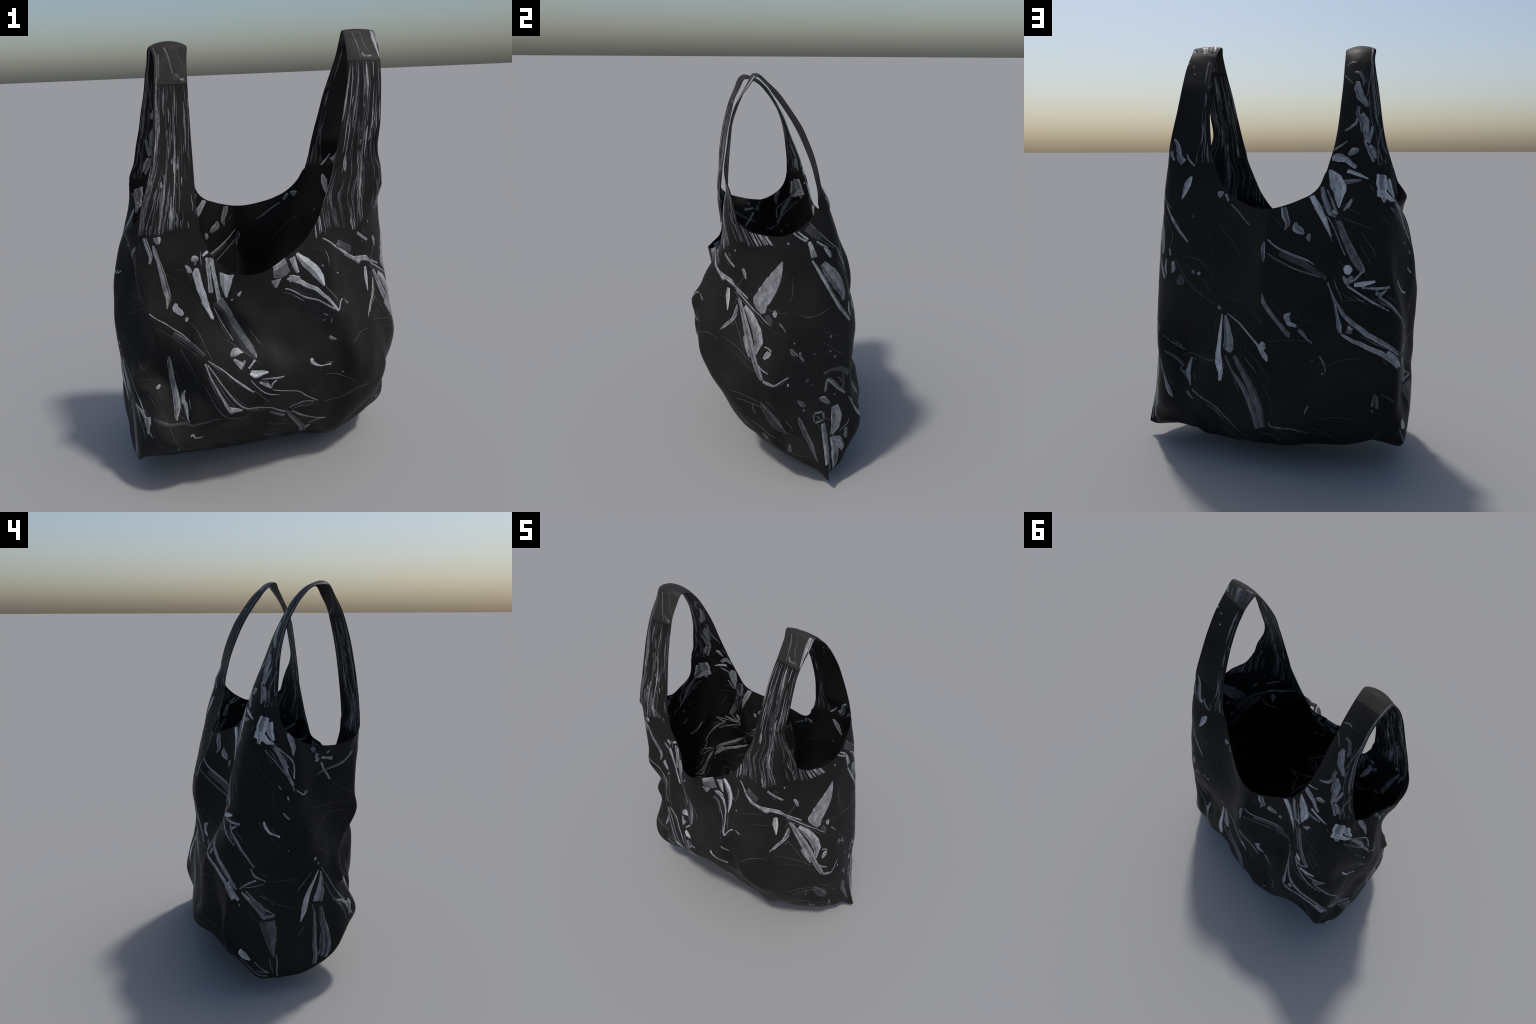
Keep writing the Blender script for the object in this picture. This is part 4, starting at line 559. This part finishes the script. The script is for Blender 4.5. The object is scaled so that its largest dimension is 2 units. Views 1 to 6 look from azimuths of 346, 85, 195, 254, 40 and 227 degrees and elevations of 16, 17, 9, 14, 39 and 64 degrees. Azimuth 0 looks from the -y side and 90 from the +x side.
def spine(points, step):
    P = np.array(points, float)
    n = max(4, int(step))
    t = np.linspace(0, len(P) - 1, n)
    if len(P) < 3 or P[:, 2].max() > 1.3:                  # wide shards keep straight edges
        return np.stack([np.interp(t, np.arange(len(P)), P[:, k]) for k in range(3)], 1)
    Q = catmull(P, t, False)
    Q[:, 2] = np.interp(t, np.arange(len(P)), P[:, 2])
    return Q


def drape(part, points, ragged):
    """Frame along a spine on the film: returns place(x) -> points at x (-1..1) across, and normals, widths."""
    S = surface_of(part) if isinstance(part, str) else part
    floor = 0 if isinstance(part, str) else -.18
    P0 = np.array(points, float)
    rough = S(P0[:, 0], np.clip(P0[:, 1], floor, 1))
    length = np.linalg.norm(np.diff(rough, axis=0), axis=1).sum()
    Q = spine(points, np.clip(length / .006, 6, 160))
    u, v, w = Q[:, 0], np.clip(Q[:, 1], floor, 1), np.maximum(Q[:, 2], .06) * CM
    n = len(Q)

    def wobble():
        return 1 + ragged * np.convolve(rng.normal(0, 1.2, n + 4), np.ones(3) / 3, 'same')[2:-2]
    e = 1e-3
    vc = np.clip(v, floor + 2 * e, 1 - 2 * e)
    Su = (S(u + e, vc) - S(u - e, vc)) / (2 * e)
    Sv = (S(u, vc + e) - S(u, vc - e)) / (2 * e)
    nor = np.cross(Su, Sv)
    nor /= np.linalg.norm(nor, axis=1)[:, None]
    C = S(u, v)
    tan = np.gradient(C, axis=0)
    tan /= np.maximum(np.linalg.norm(tan, axis=1), 1e-9)[:, None]
    side = np.cross(nor, tan)
    a, b, c = (Su * Su).sum(1), (Su * Sv).sum(1), (Sv * Sv).sum(1)
    su, sv = (side * Su).sum(1), (side * Sv).sum(1)
    det = a * c - b * b
    du, dv = (c * su - b * sv) / det, (a * sv - b * su) / det

    def place(x):
        off = x * w / 2 * wobble()
        return S(u + du * off, np.clip(v + dv * off, floor, 1))
    return place, nor, w, n


def add_sheet(rows, nor, heights, out):
    """Mirror a strip (rows x n points, lifted by heights) onto both skins of the film."""
    m, n = heights.shape
    top = rows + nor[None] * heights[:, :, None]
    bot = rows - nor[None] * heights[:, :, None]
    base = sum(len(x[0]) for x in out)
    g = np.arange(m * n).reshape(m, n) + base
    f = np.stack([g[:-1, :-1], g[1:, :-1], g[1:, 1:], g[:-1, 1:]], -1).reshape(-1, 4)
    out.append((np.vstack([top.reshape(-1, 3), bot.reshape(-1, 3)]), np.vstack([f, f[:, ::-1] + m * n])))


def ends_down(n):
    return np.clip(np.minimum(np.arange(n), np.arange(n)[::-1]), 0, 1).astype(float)


def ridge(part, points, out, ragged=.06, lift=.0003, steep=.05):
    """A narrow crease: one lens-shaped ridge."""
    place, nor, w, n = drape(part, points, ragged)
    across = np.array([-1, -.9, 0, .9, 1])
    peak = np.minimum(lift + steep * w, .0022)
    shape = np.array([0, .25, 1, .25, 0])
    H = np.array([(FILM / 2 + .0003 + peak * k) * (abs(x) < 1) * ends_down(n) for x, k in zip(across, shape)])
    add_sheet(np.array([place(x) for x in across]), nor, H, out)


def shard(part, tone, points, tray):
    """A crease highlight built as a strip: a wide one is a sheet of flat facets, each
    given its own painted glint brightness, with a lighter lip drawn along its edges."""
    wide = max(p[2] for p in points)
    if wide < .6:
        ridge(part, points, tray(tone))
        return
    place, nor, w, n = drape(part, points, .05)
    k = 2 if wide < 1.2 else int(rng.integers(2, 4 + (wide > 3)))
    lip = min(.45, .22 / wide)
    cuts = np.linspace(-1 + 2 * lip, 1 - 2 * lip, k + 1)
    cuts[1:-1] += rng.uniform(-.6, .6, k - 1) / k
    xs = np.concatenate([[-1, -.985], cuts, [.985, 1]])
    peak = np.minimum(.0004 + .04 * w, .0025)
    up = [0., .02, .35] + [float((i + 1) % 2) * rng.uniform(.6, 1) + .1 for i in range(k - 1)] + [.35, .02, 0.]
    H = np.array([(FILM / 2 + .0003 + peak * h) * (abs(x) < 1) * ends_down(n) for x, h in zip(xs, up)])
    rows = np.array([place(x) for x in xs])
    lips = int(np.clip(tone + rng.choice([0, 1, 1]), FAINT, BRIGHT))
    add_sheet(rows[:3], nor, H[:3], tray(lips))
    add_sheet(rows[-3:], nor, H[-3:], tray(lips if rng.random() < .7 else tone))
    for i in range(k):
        t = tone + (rng.choice([-1, 0, 0]) if tone < BRIGHT else rng.choice([-1, 0, 0, 0]))
        add_sheet(rows[i + 2:i + 4], nor, H[i + 2:i + 4], tray(int(np.clip(t, FAINT, BRIGHT))))


def companions(points):
    """Hairline glints, laid as thin pale ridges beside a long crease."""
    P = np.array(points, float)
    C = body_at(P[:, 0], np.clip(P[:, 1], 0, 1))
    length = np.linalg.norm(np.diff(C, axis=0), axis=1).sum()
    out = []
    if length < .10:
        return out
    d = P[-1, :2] - P[0, :2]
    side = np.array([-d[1], d[0] * .35])                    # across the run, in (u, v)
    side /= max(np.linalg.norm(side * np.array([.65, 1.2])), 1e-6)
    for k in range(rng.integers(1, 4)):
        a = rng.uniform(0, .55)
        b = a + rng.uniform(.3, .45)
        t = np.linspace(a, b, 4) * (len(P) - 1)
        Q = np.stack([np.interp(t, np.arange(len(P)), P[:, i]) for i in range(3)], 1)
        off = (Q[:, 2] * .5 + rng.uniform(.25, .8)) * CM * rng.choice([-1, 1])
        Q[:, :2] += side[None] * off[:, None]
        Q[:, 2] = np.array([.08, .22, .22, .08]) * rng.uniform(.8, 1.4)
        if Q[:, 1].min() > .02 and Q[:, 1].max() < .97:
            out.append([tuple(q) for q in Q])
    return out


def strap_sheet(side, foot):
    """Front strap and the body film below its root as one surface: w across, t = -.18 at the
    pleat line on the body, 0 at the root, 1 at the grip band."""
    rows, f0, f1, r0, r1 = STRAPS[side]
    hole, neck = (f0, f1) if side == 'left' else (f1, f0)
    fu, fv = (np.array(c) for c in zip(*foot))

    def S(w, t):
        w, t = np.broadcast_arrays(np.asarray(w, float), np.asarray(t, float))
        low = np.clip(t / .18, -1, 0)
        u = hole + (neck - hole) * (.5 + (w - .5) * (1 - .22 * low))
        v = 1 + low * (1 - np.interp(u, fu, fv))
        out = np.empty(w.shape + (3,))
        m = t < 0
        if m.any():
            out[m] = body_at(u[m], v[m])
        if not m.all():
            out[~m] = handle_at(side, w[~m], t[~m] * GRIP[side][0])
        return out
    return S


GRIP = {'left': (.28, .50), 'right': (.398, .585)}          # s range of the welded grip
FOOT = {'left': [(.1, .95), (.135, .925), (.187, .915), (.257, .935), (.30, .985)],
        'right': [(.70, .985), (.73, .936), (.803, .874), (.863, .911), (.895, .921), (.985, .985)]}


def sheen_streaks_on(S, count, bunches, t_range, longest):
    """Streaks of sheen as thin pale pleats, with bunching, random starts and lengths; returns (surface, points)."""
    out = []
    for k in range(count):
        w0 = rng.uniform(.02, .98)
        if rng.random() < .65:
            w0 = rng.choice(bunches) + rng.normal(0, .03)
        span = t_range[1] - t_range[0]
        ln = span * min(longest, rng.exponential(.16) + .05)
        t0 = t_range[0] if rng.random() < .28 else rng.uniform(t_range[0], t_range[1] - .1)
        t1 = min(t0 + ln, t_range[1])
        drift = rng.normal(0, .10) * (t1 - t0)
        width = rng.choice([.18, .3, .45, .9], p=[.35, .33, .2, .12])
        q = np.linspace(0, 1, 6)
        ws = np.clip(w0 + drift * q + rng.normal(0, .006, 6), .015, .985)
        prof = width * np.array([.12, .7, 1, .9, .6, .1]) * rng.uniform(.7, 1.3, 6)
        out.append((S, list(zip(ws, t0 + (t1 - t0) * q, prof))))
    return out


def lip_sheen_streaks(u_range, foot, count):
    """Short lightened ridges for the shine under the rim beside a strap root."""
    fu, fv = zip(*foot)
    out = []
    for k in range(count):
        u1 = rng.uniform(*u_range)
        lo = min(float(np.interp(u1, fu, fv)), .965)
        lean = rng.normal(.012, .004) * (1 if u_range[0] > .8 else -1)
        width = rng.choice([.3, .4, .6])
        out.append(('body', [(u1 + lean * (1 - t), lo + (1 - lo) * t, width * q) for t, q in ((0, .5), (.4, 1), (1, .8))]))
    return out


# ------------------------------------------------------------------ the sheet: body grid + two ribbon grids
BREAKS = [0, .13, .285, .735, .885, 1, 1.13, 1.28, 1.69, 1.845, 2]
COUNTS = [34, 44, 110, 44, 34, 34, 44, 110, 44, 34]
U = np.concatenate([np.linspace(BREAKS[i], BREAKS[i + 1], COUNTS[i], endpoint=False) for i in range(10)])
START = np.concatenate([[0], np.cumsum(COUNTS)])
NU, NV, NS, NW = len(U), 170, 220, 44
V = np.linspace(0, 1, NV + 1)

verts, faces, region = [], [], []
body = body_at(U[:, None], V[None, :])
ids = np.arange(NU * (NV + 1)).reshape(NU, NV + 1)
verts.append(body.reshape(-1, 3))
count = NU * (NV + 1)


def quads(grid, tag, flip=False):
    a, b, c, d = grid[:-1, :-1], grid[1:, :-1], grid[1:, 1:], grid[:-1, 1:]
    q = np.stack([a, b, c, d], -1).reshape(-1, 4)
    faces.append(q[:, ::-1] if flip else q)
    region.append(np.full(len(q), tag))


# the bottom weld: rear and front columns share their first vertex
mirror = {}
for k in range(NU):
    if U[k] > 1:
        j = int(np.argmin(np.abs(U[:NU] - (2 - U[k]))))
        ids[k, 0] = ids[j, 0]
quads(np.vstack([ids, ids[:1]]), 0)

for tag, side in ((1, 'left'), (2, 'right')):
    w = np.linspace(0, 1, NW + 1)
    s = np.linspace(0, 1, NS + 1)
    g = np.arange((NW + 1) * (NS + 1)).reshape(NW + 1, NS + 1) + count
    P = handle_at(side, w[:, None], s[None, :])
    verts.append(P.reshape(-1, 3))
    count += g.size
    top = np.append(np.arange(NU), 0)
    if side == 'left':
        g[:, 0] = ids[np.arange(START[1], START[2] + 1), NV]
        g[:, -1] = ids[np.arange(START[9], START[8] - 1, -1), NV]
    else:
        g[:, 0] = ids[np.arange(START[4], START[3] - 1, -1), NV]
        g[:, -1] = ids[np.arange(START[6], START[7] + 1), NV]
    quads(g, tag, flip=(side == 'right'))

verts = np.vstack(verts)
faces = np.vstack(faces)
region = np.concatenate(region)


def vertex_normals(P, F):
    n = np.cross(P[F[:, 2]] - P[F[:, 0]], P[F[:, 3]] - P[F[:, 1]])
    out = np.zeros_like(P)
    for k in range(4):
        np.add.at(out, F[:, k], n)
    return out / np.maximum(np.linalg.norm(out, axis=1), 1e-12)[:, None]


normals = vertex_normals(verts, faces)


def make_part(name, sel, parent, material):
    """Cut one region out of the sheet; give it both skins and a rim where the sheet really ends."""
    F = faces[sel]
    used = np.unique(F)
    remap = np.full(len(verts), -1)
    remap[used] = np.arange(len(used))
    f = remap[F]
    n = len(used)
    outer = verts[used] + normals[used] * FILM / 2
    inner = verts[used] - normals[used] * FILM / 2
    edge = np.concatenate([np.stack([F[:, k], F[:, (k + 1) % 4]], 1) for k in range(4)])
    whole = ALL_EDGES
    key = np.minimum(edge[:, 0], edge[:, 1]) * len(verts) + np.maximum(edge[:, 0], edge[:, 1])
    rim = edge[whole[np.searchsorted(EDGE_KEYS, key)] == 1]
    a, b = remap[rim[:, 0]], remap[rim[:, 1]]
    walls = np.stack([b, a, a + n, b + n], 1)
    allf = np.vstack([f, f[:, ::-1] + n, walls])
    mesh = bpy.data.meshes.new(name)
    mesh.from_pydata(np.vstack([outer, inner]).tolist(), [], allf.tolist())
    mesh.polygons.foreach_set('use_smooth', np.ones(len(allf), bool))
    mesh.normals_split_custom_set_from_vertices(np.vstack([normals[used], -normals[used]]).tolist())
    mesh.materials.append(material)
    obj = bpy.data.objects.new(name, mesh)
    bpy.context.scene.collection.objects.link(obj)
    obj.parent = parent
    return obj


E4 = np.concatenate([np.stack([faces[:, k], faces[:, (k + 1) % 4]], 1) for k in range(4)])
EDGE_KEYS, ALL_EDGES = np.unique(np.minimum(E4[:, 0], E4[:, 1]) * len(verts) + np.maximum(E4[:, 0], E4[:, 1]), return_counts=True)


# ------------------------------------------------------------------ materials
def new_material(name):
    m = bpy.data.materials.new(name)
    m.use_nodes = True
    nt = m.node_tree
    return m, nt, nt.nodes['Principled BSDF']


def link_noise(nt, scale, detail, vector_scale=(1, 1, 1), rough=.55):
    co = nt.nodes.new('ShaderNodeTexCoord')
    mp = nt.nodes.new('ShaderNodeMapping')
    mp.inputs['Scale'].default_value = vector_scale
    no = nt.nodes.new('ShaderNodeTexNoise')
    no.inputs['Scale'].default_value = scale
    no.inputs['Detail'].default_value = detail
    no.inputs['Roughness'].default_value = rough
    nt.links.new(co.outputs['Object'], mp.inputs['Vector'])
    nt.links.new(mp.outputs['Vector'], no.inputs['Vector'])
    return no


def ramp(nt, fac, stops):
    r = nt.nodes.new('ShaderNodeValToRGB')
    el = r.color_ramp.elements
    el[0].position, el[0].color = stops[0][0], (*stops[0][1], 1)
    el[1].position, el[1].color = stops[-1][0], (*stops[-1][1], 1)
    for p, c in stops[1:-1]:
        k = el.new(p)
        k.color = (*c, 1)
    nt.links.new(fac, r.inputs['Fac'])
    return r


def film_material(name, dark, light, spec, rough):
    m, nt, b = new_material(name)
    patches = link_noise(nt, 3.2, 3, (1, 1, .8))
    col = ramp(nt, patches.outputs['Fac'], [(.36, dark), (.64, light)])
    # the rear panel right of its vertical seam is a paler, browner batch of film
    co = nt.nodes.new('ShaderNodeTexCoord')
    ax = nt.nodes.new('ShaderNodeSeparateXYZ')
    nt.links.new(co.outputs['Object'], ax.inputs['Vector'])
    mask = None
    for axis, lo, hi in (('X', -.017, -.013), ('Y', .18, .34), ('Z', .55, .8)):
        g = nt.nodes.new('ShaderNodeMapRange')
        g.inputs['From Min'].default_value = lo
        g.inputs['From Max'].default_value = hi
        nt.links.new(ax.outputs[axis], g.inputs['Value'])
        if mask is None:
            mask = g
        else:
            k = nt.nodes.new('ShaderNodeMath')
            k.operation = 'MULTIPLY'
            nt.links.new(mask.outputs[0], k.inputs[0])
            nt.links.new(g.outputs[0], k.inputs[1])
            mask = k
    pale = nt.nodes.new('ShaderNodeMix')
    pale.data_type = 'RGBA'
    pale.inputs['B'].default_value = (light[0] * 1.15, light[1] * 1.13, light[2] * 1.05, 1)
    nt.links.new(mask.outputs[0], pale.inputs['Factor'])
    nt.links.new(col.outputs['Color'], pale.inputs['A'])
    nt.links.new(pale.outputs['Result'], b.inputs['Base Color'])
    b.inputs['Roughness'].default_value = rough
    b.inputs['Specular IOR Level'].default_value = spec
    wrinkle = link_noise(nt, 14, 4, (1, 1, .5))
    bump = nt.nodes.new('ShaderNodeBump')
    bump.inputs['Strength'].default_value = .25
    bump.inputs['Distance'].default_value = .01
    nt.links.new(wrinkle.outputs['Fac'], bump.inputs['Height'])
    nt.links.new(bump.outputs['Normal'], b.inputs['Normal'])
    return m


def baked_glint_material(name, dark, light):
    """Film gloss baked into a pale base colour, with grain; brightness varies per strip."""
    m, nt, b = new_material(name)
    grain = link_noise(nt, 190, 3, (1, 1, .5), .7)
    broad = link_noise(nt, 34, 4, (1, 1, .7), .65)
    mix = nt.nodes.new('ShaderNodeMix')
    mix.data_type = 'FLOAT'
    mix.inputs['Factor'].default_value = .55
    nt.links.new(grain.outputs['Fac'], mix.inputs['A'])
    nt.links.new(broad.outputs['Fac'], mix.inputs['B'])
    col = ramp(nt, mix.outputs['Result'], [(.38, dark), (.60, light)])
    geo = nt.nodes.new('ShaderNodeNewGeometry')
    vary = nt.nodes.new('ShaderNodeMapRange')
    vary.inputs['To Min'].default_value = .7
    vary.inputs['To Max'].default_value = 1.25
    nt.links.new(geo.outputs['Random Per Island'], vary.inputs['Value'])
    sc = nt.nodes.new('ShaderNodeVectorMath')
    sc.operation = 'SCALE'
    nt.links.new(col.outputs['Color'], sc.inputs[0])
    nt.links.new(vary.outputs['Result'], sc.inputs['Scale'])
    nt.links.new(sc.outputs['Vector'], b.inputs['Base Color'])
    b.inputs['Roughness'].default_value = .4
    b.inputs['Specular IOR Level'].default_value = .25
    return m


film = film_material('black_film', (.0135, .0135, .0138), (.0195, .0193, .0188), .04, .45)
weld = film_material('welded_film', (.028, .027, .0255), (.044, .042, .039), .06, .5)
tones = [baked_glint_material('baked_glint_faint', (.022, .023, .025), (.050, .051, .054)),
         baked_glint_material('baked_glint_soft', (.05, .052, .057), (.15, .153, .163)),
         baked_glint_material('baked_glint_clear', (.115, .118, .126), (.31, .315, .33)),
         baked_glint_material('baked_glint_bright', (.26, .265, .275), (.52, .53, .545))]

# ------------------------------------------------------------------ assembly
bag = bpy.data.objects.new('carrier_bag', None)
bpy.context.scene.collection.objects.link(bag)
bag['label'] = 'crumpled black plastic carrier bag with two loop handles'
bag['category'] = 'plastic bag'

body_obj = make_part('bag_body', region == 0, bag, film)
handle_objs = {}
for tag, side in ((1, 'left'), (2, 'right')):
    cell = np.tile(np.arange(NS), NW)                       # s index of each ribbon face
    mask = region == tag
    grip = np.zeros(len(region), bool)
    lo, hi = (round(x * NS) for x in GRIP[side])
    grip[np.where(mask)[0]] = (cell >= lo) & (cell < hi)
    handle_objs[side] = make_part('handle', mask & ~grip, bag, film)
    make_part('grip_band', grip, handle_objs[side], weld)

LISTS = {'body': BODY_GLINT_STRIPS, 'left': LEFT_HANDLE_GLINT_STRIPS, 'right': RIGHT_HANDLE_GLINT_STRIPS}
bins = {}
for part, creases in LISTS.items():
    for tone, pts in creases:
        shard(part, tone, pts, lambda t: bins.setdefault((part, 'crease', t), []))
        if part == 'body' and tone > FAINT and rng.random() < .75:
            for line in companions(pts):
                ridge(part, line, bins.setdefault((part, 'crease', int(rng.choice([0, 1, 2], p=[.35, .45, .2]))), []))

# faint hairline highlights drawn as ridges, mostly running down to the right
for k in range(110):
    u0, v0 = rng.uniform(0, 2), rng.uniform(.12, .9)
    reach, fall = rng.uniform(.03, .13), rng.uniform(.02, .11)
    bow = rng.normal(0, .012)
    line = [(u0 + reach * t, v0 - fall * t + bow * math.sin(math.pi * t), .04 + .16 * math.sin(math.pi * t)) for t in (0, .25, .5, .75, 1)]
    if min(p[1] for p in line) > .04:
        ridge('body', line, bins.setdefault(('body', 'crease', int(rng.choice([0, 0, 1]))), []))

BUNCHES = {'left': [.06, .11, .17, .36, .5, .58, .93], 'right': [.05, .12, .2, .42, .5, .82, .95]}
for side in ('left', 'right'):
    sheet = strap_sheet(side, FOOT[side])
    for S, pts in sheen_streaks_on(sheet, 135, BUNCHES[side], (-.18, 1), .6):
        tone = int(rng.choice([0, 1, 2], p=[.15, .5, .35]))
        ridge(S, pts, bins.setdefault((side, 'pleat', tone), []), ragged=.15, steep=.12)
# rear straps: sheen streaks modelled only along the hole edge (left) and the neck edge (right)
rear = {'left': lambda w, t: handle_at('left', w * .25, 1 - t * .36),
        'right': lambda w, t: handle_at('right', .74 + w * .26, 1 - t * .40)}
for side, n in (('left', 26), ('right', 34)):
    for S, pts in sheen_streaks_on(rear[side], n, [.2, .4, .7, .9], (.02, 1), .5):
        ridge(S, pts, bins.setdefault((side, 'pleat', 1), []), ragged=.15, steep=.12)
for S, pts in lip_sheen_streaks((.89, .982), FOOT['right'], 22) + lip_sheen_streaks((.70, .735), FOOT['right'], 7):
    ridge(S, pts, bins.setdefault(('body', 'pleat', 2), []), ragged=.15, steep=.12)

for (part, kind, tone), chunks in sorted(bins.items()):
    P = np.vstack([c[0] for c in chunks])
    F = np.vstack([c[1] for c in chunks])
    mesh = bpy.data.meshes.new(kind)
    mesh.from_pydata(P.tolist(), [], F.tolist())
    mesh.polygons.foreach_set('use_smooth', np.ones(len(F), bool))
    mesh.materials.append(tones[tone])
    obj = bpy.data.objects.new(kind, mesh)  # crease and pleat meshes hold the film's reflections as pale-coloured geometry
    obj['kind'] = 'stuff'
    bpy.context.scene.collection.objects.link(obj)
    obj.parent = body_obj if part == 'body' else handle_objs[part]
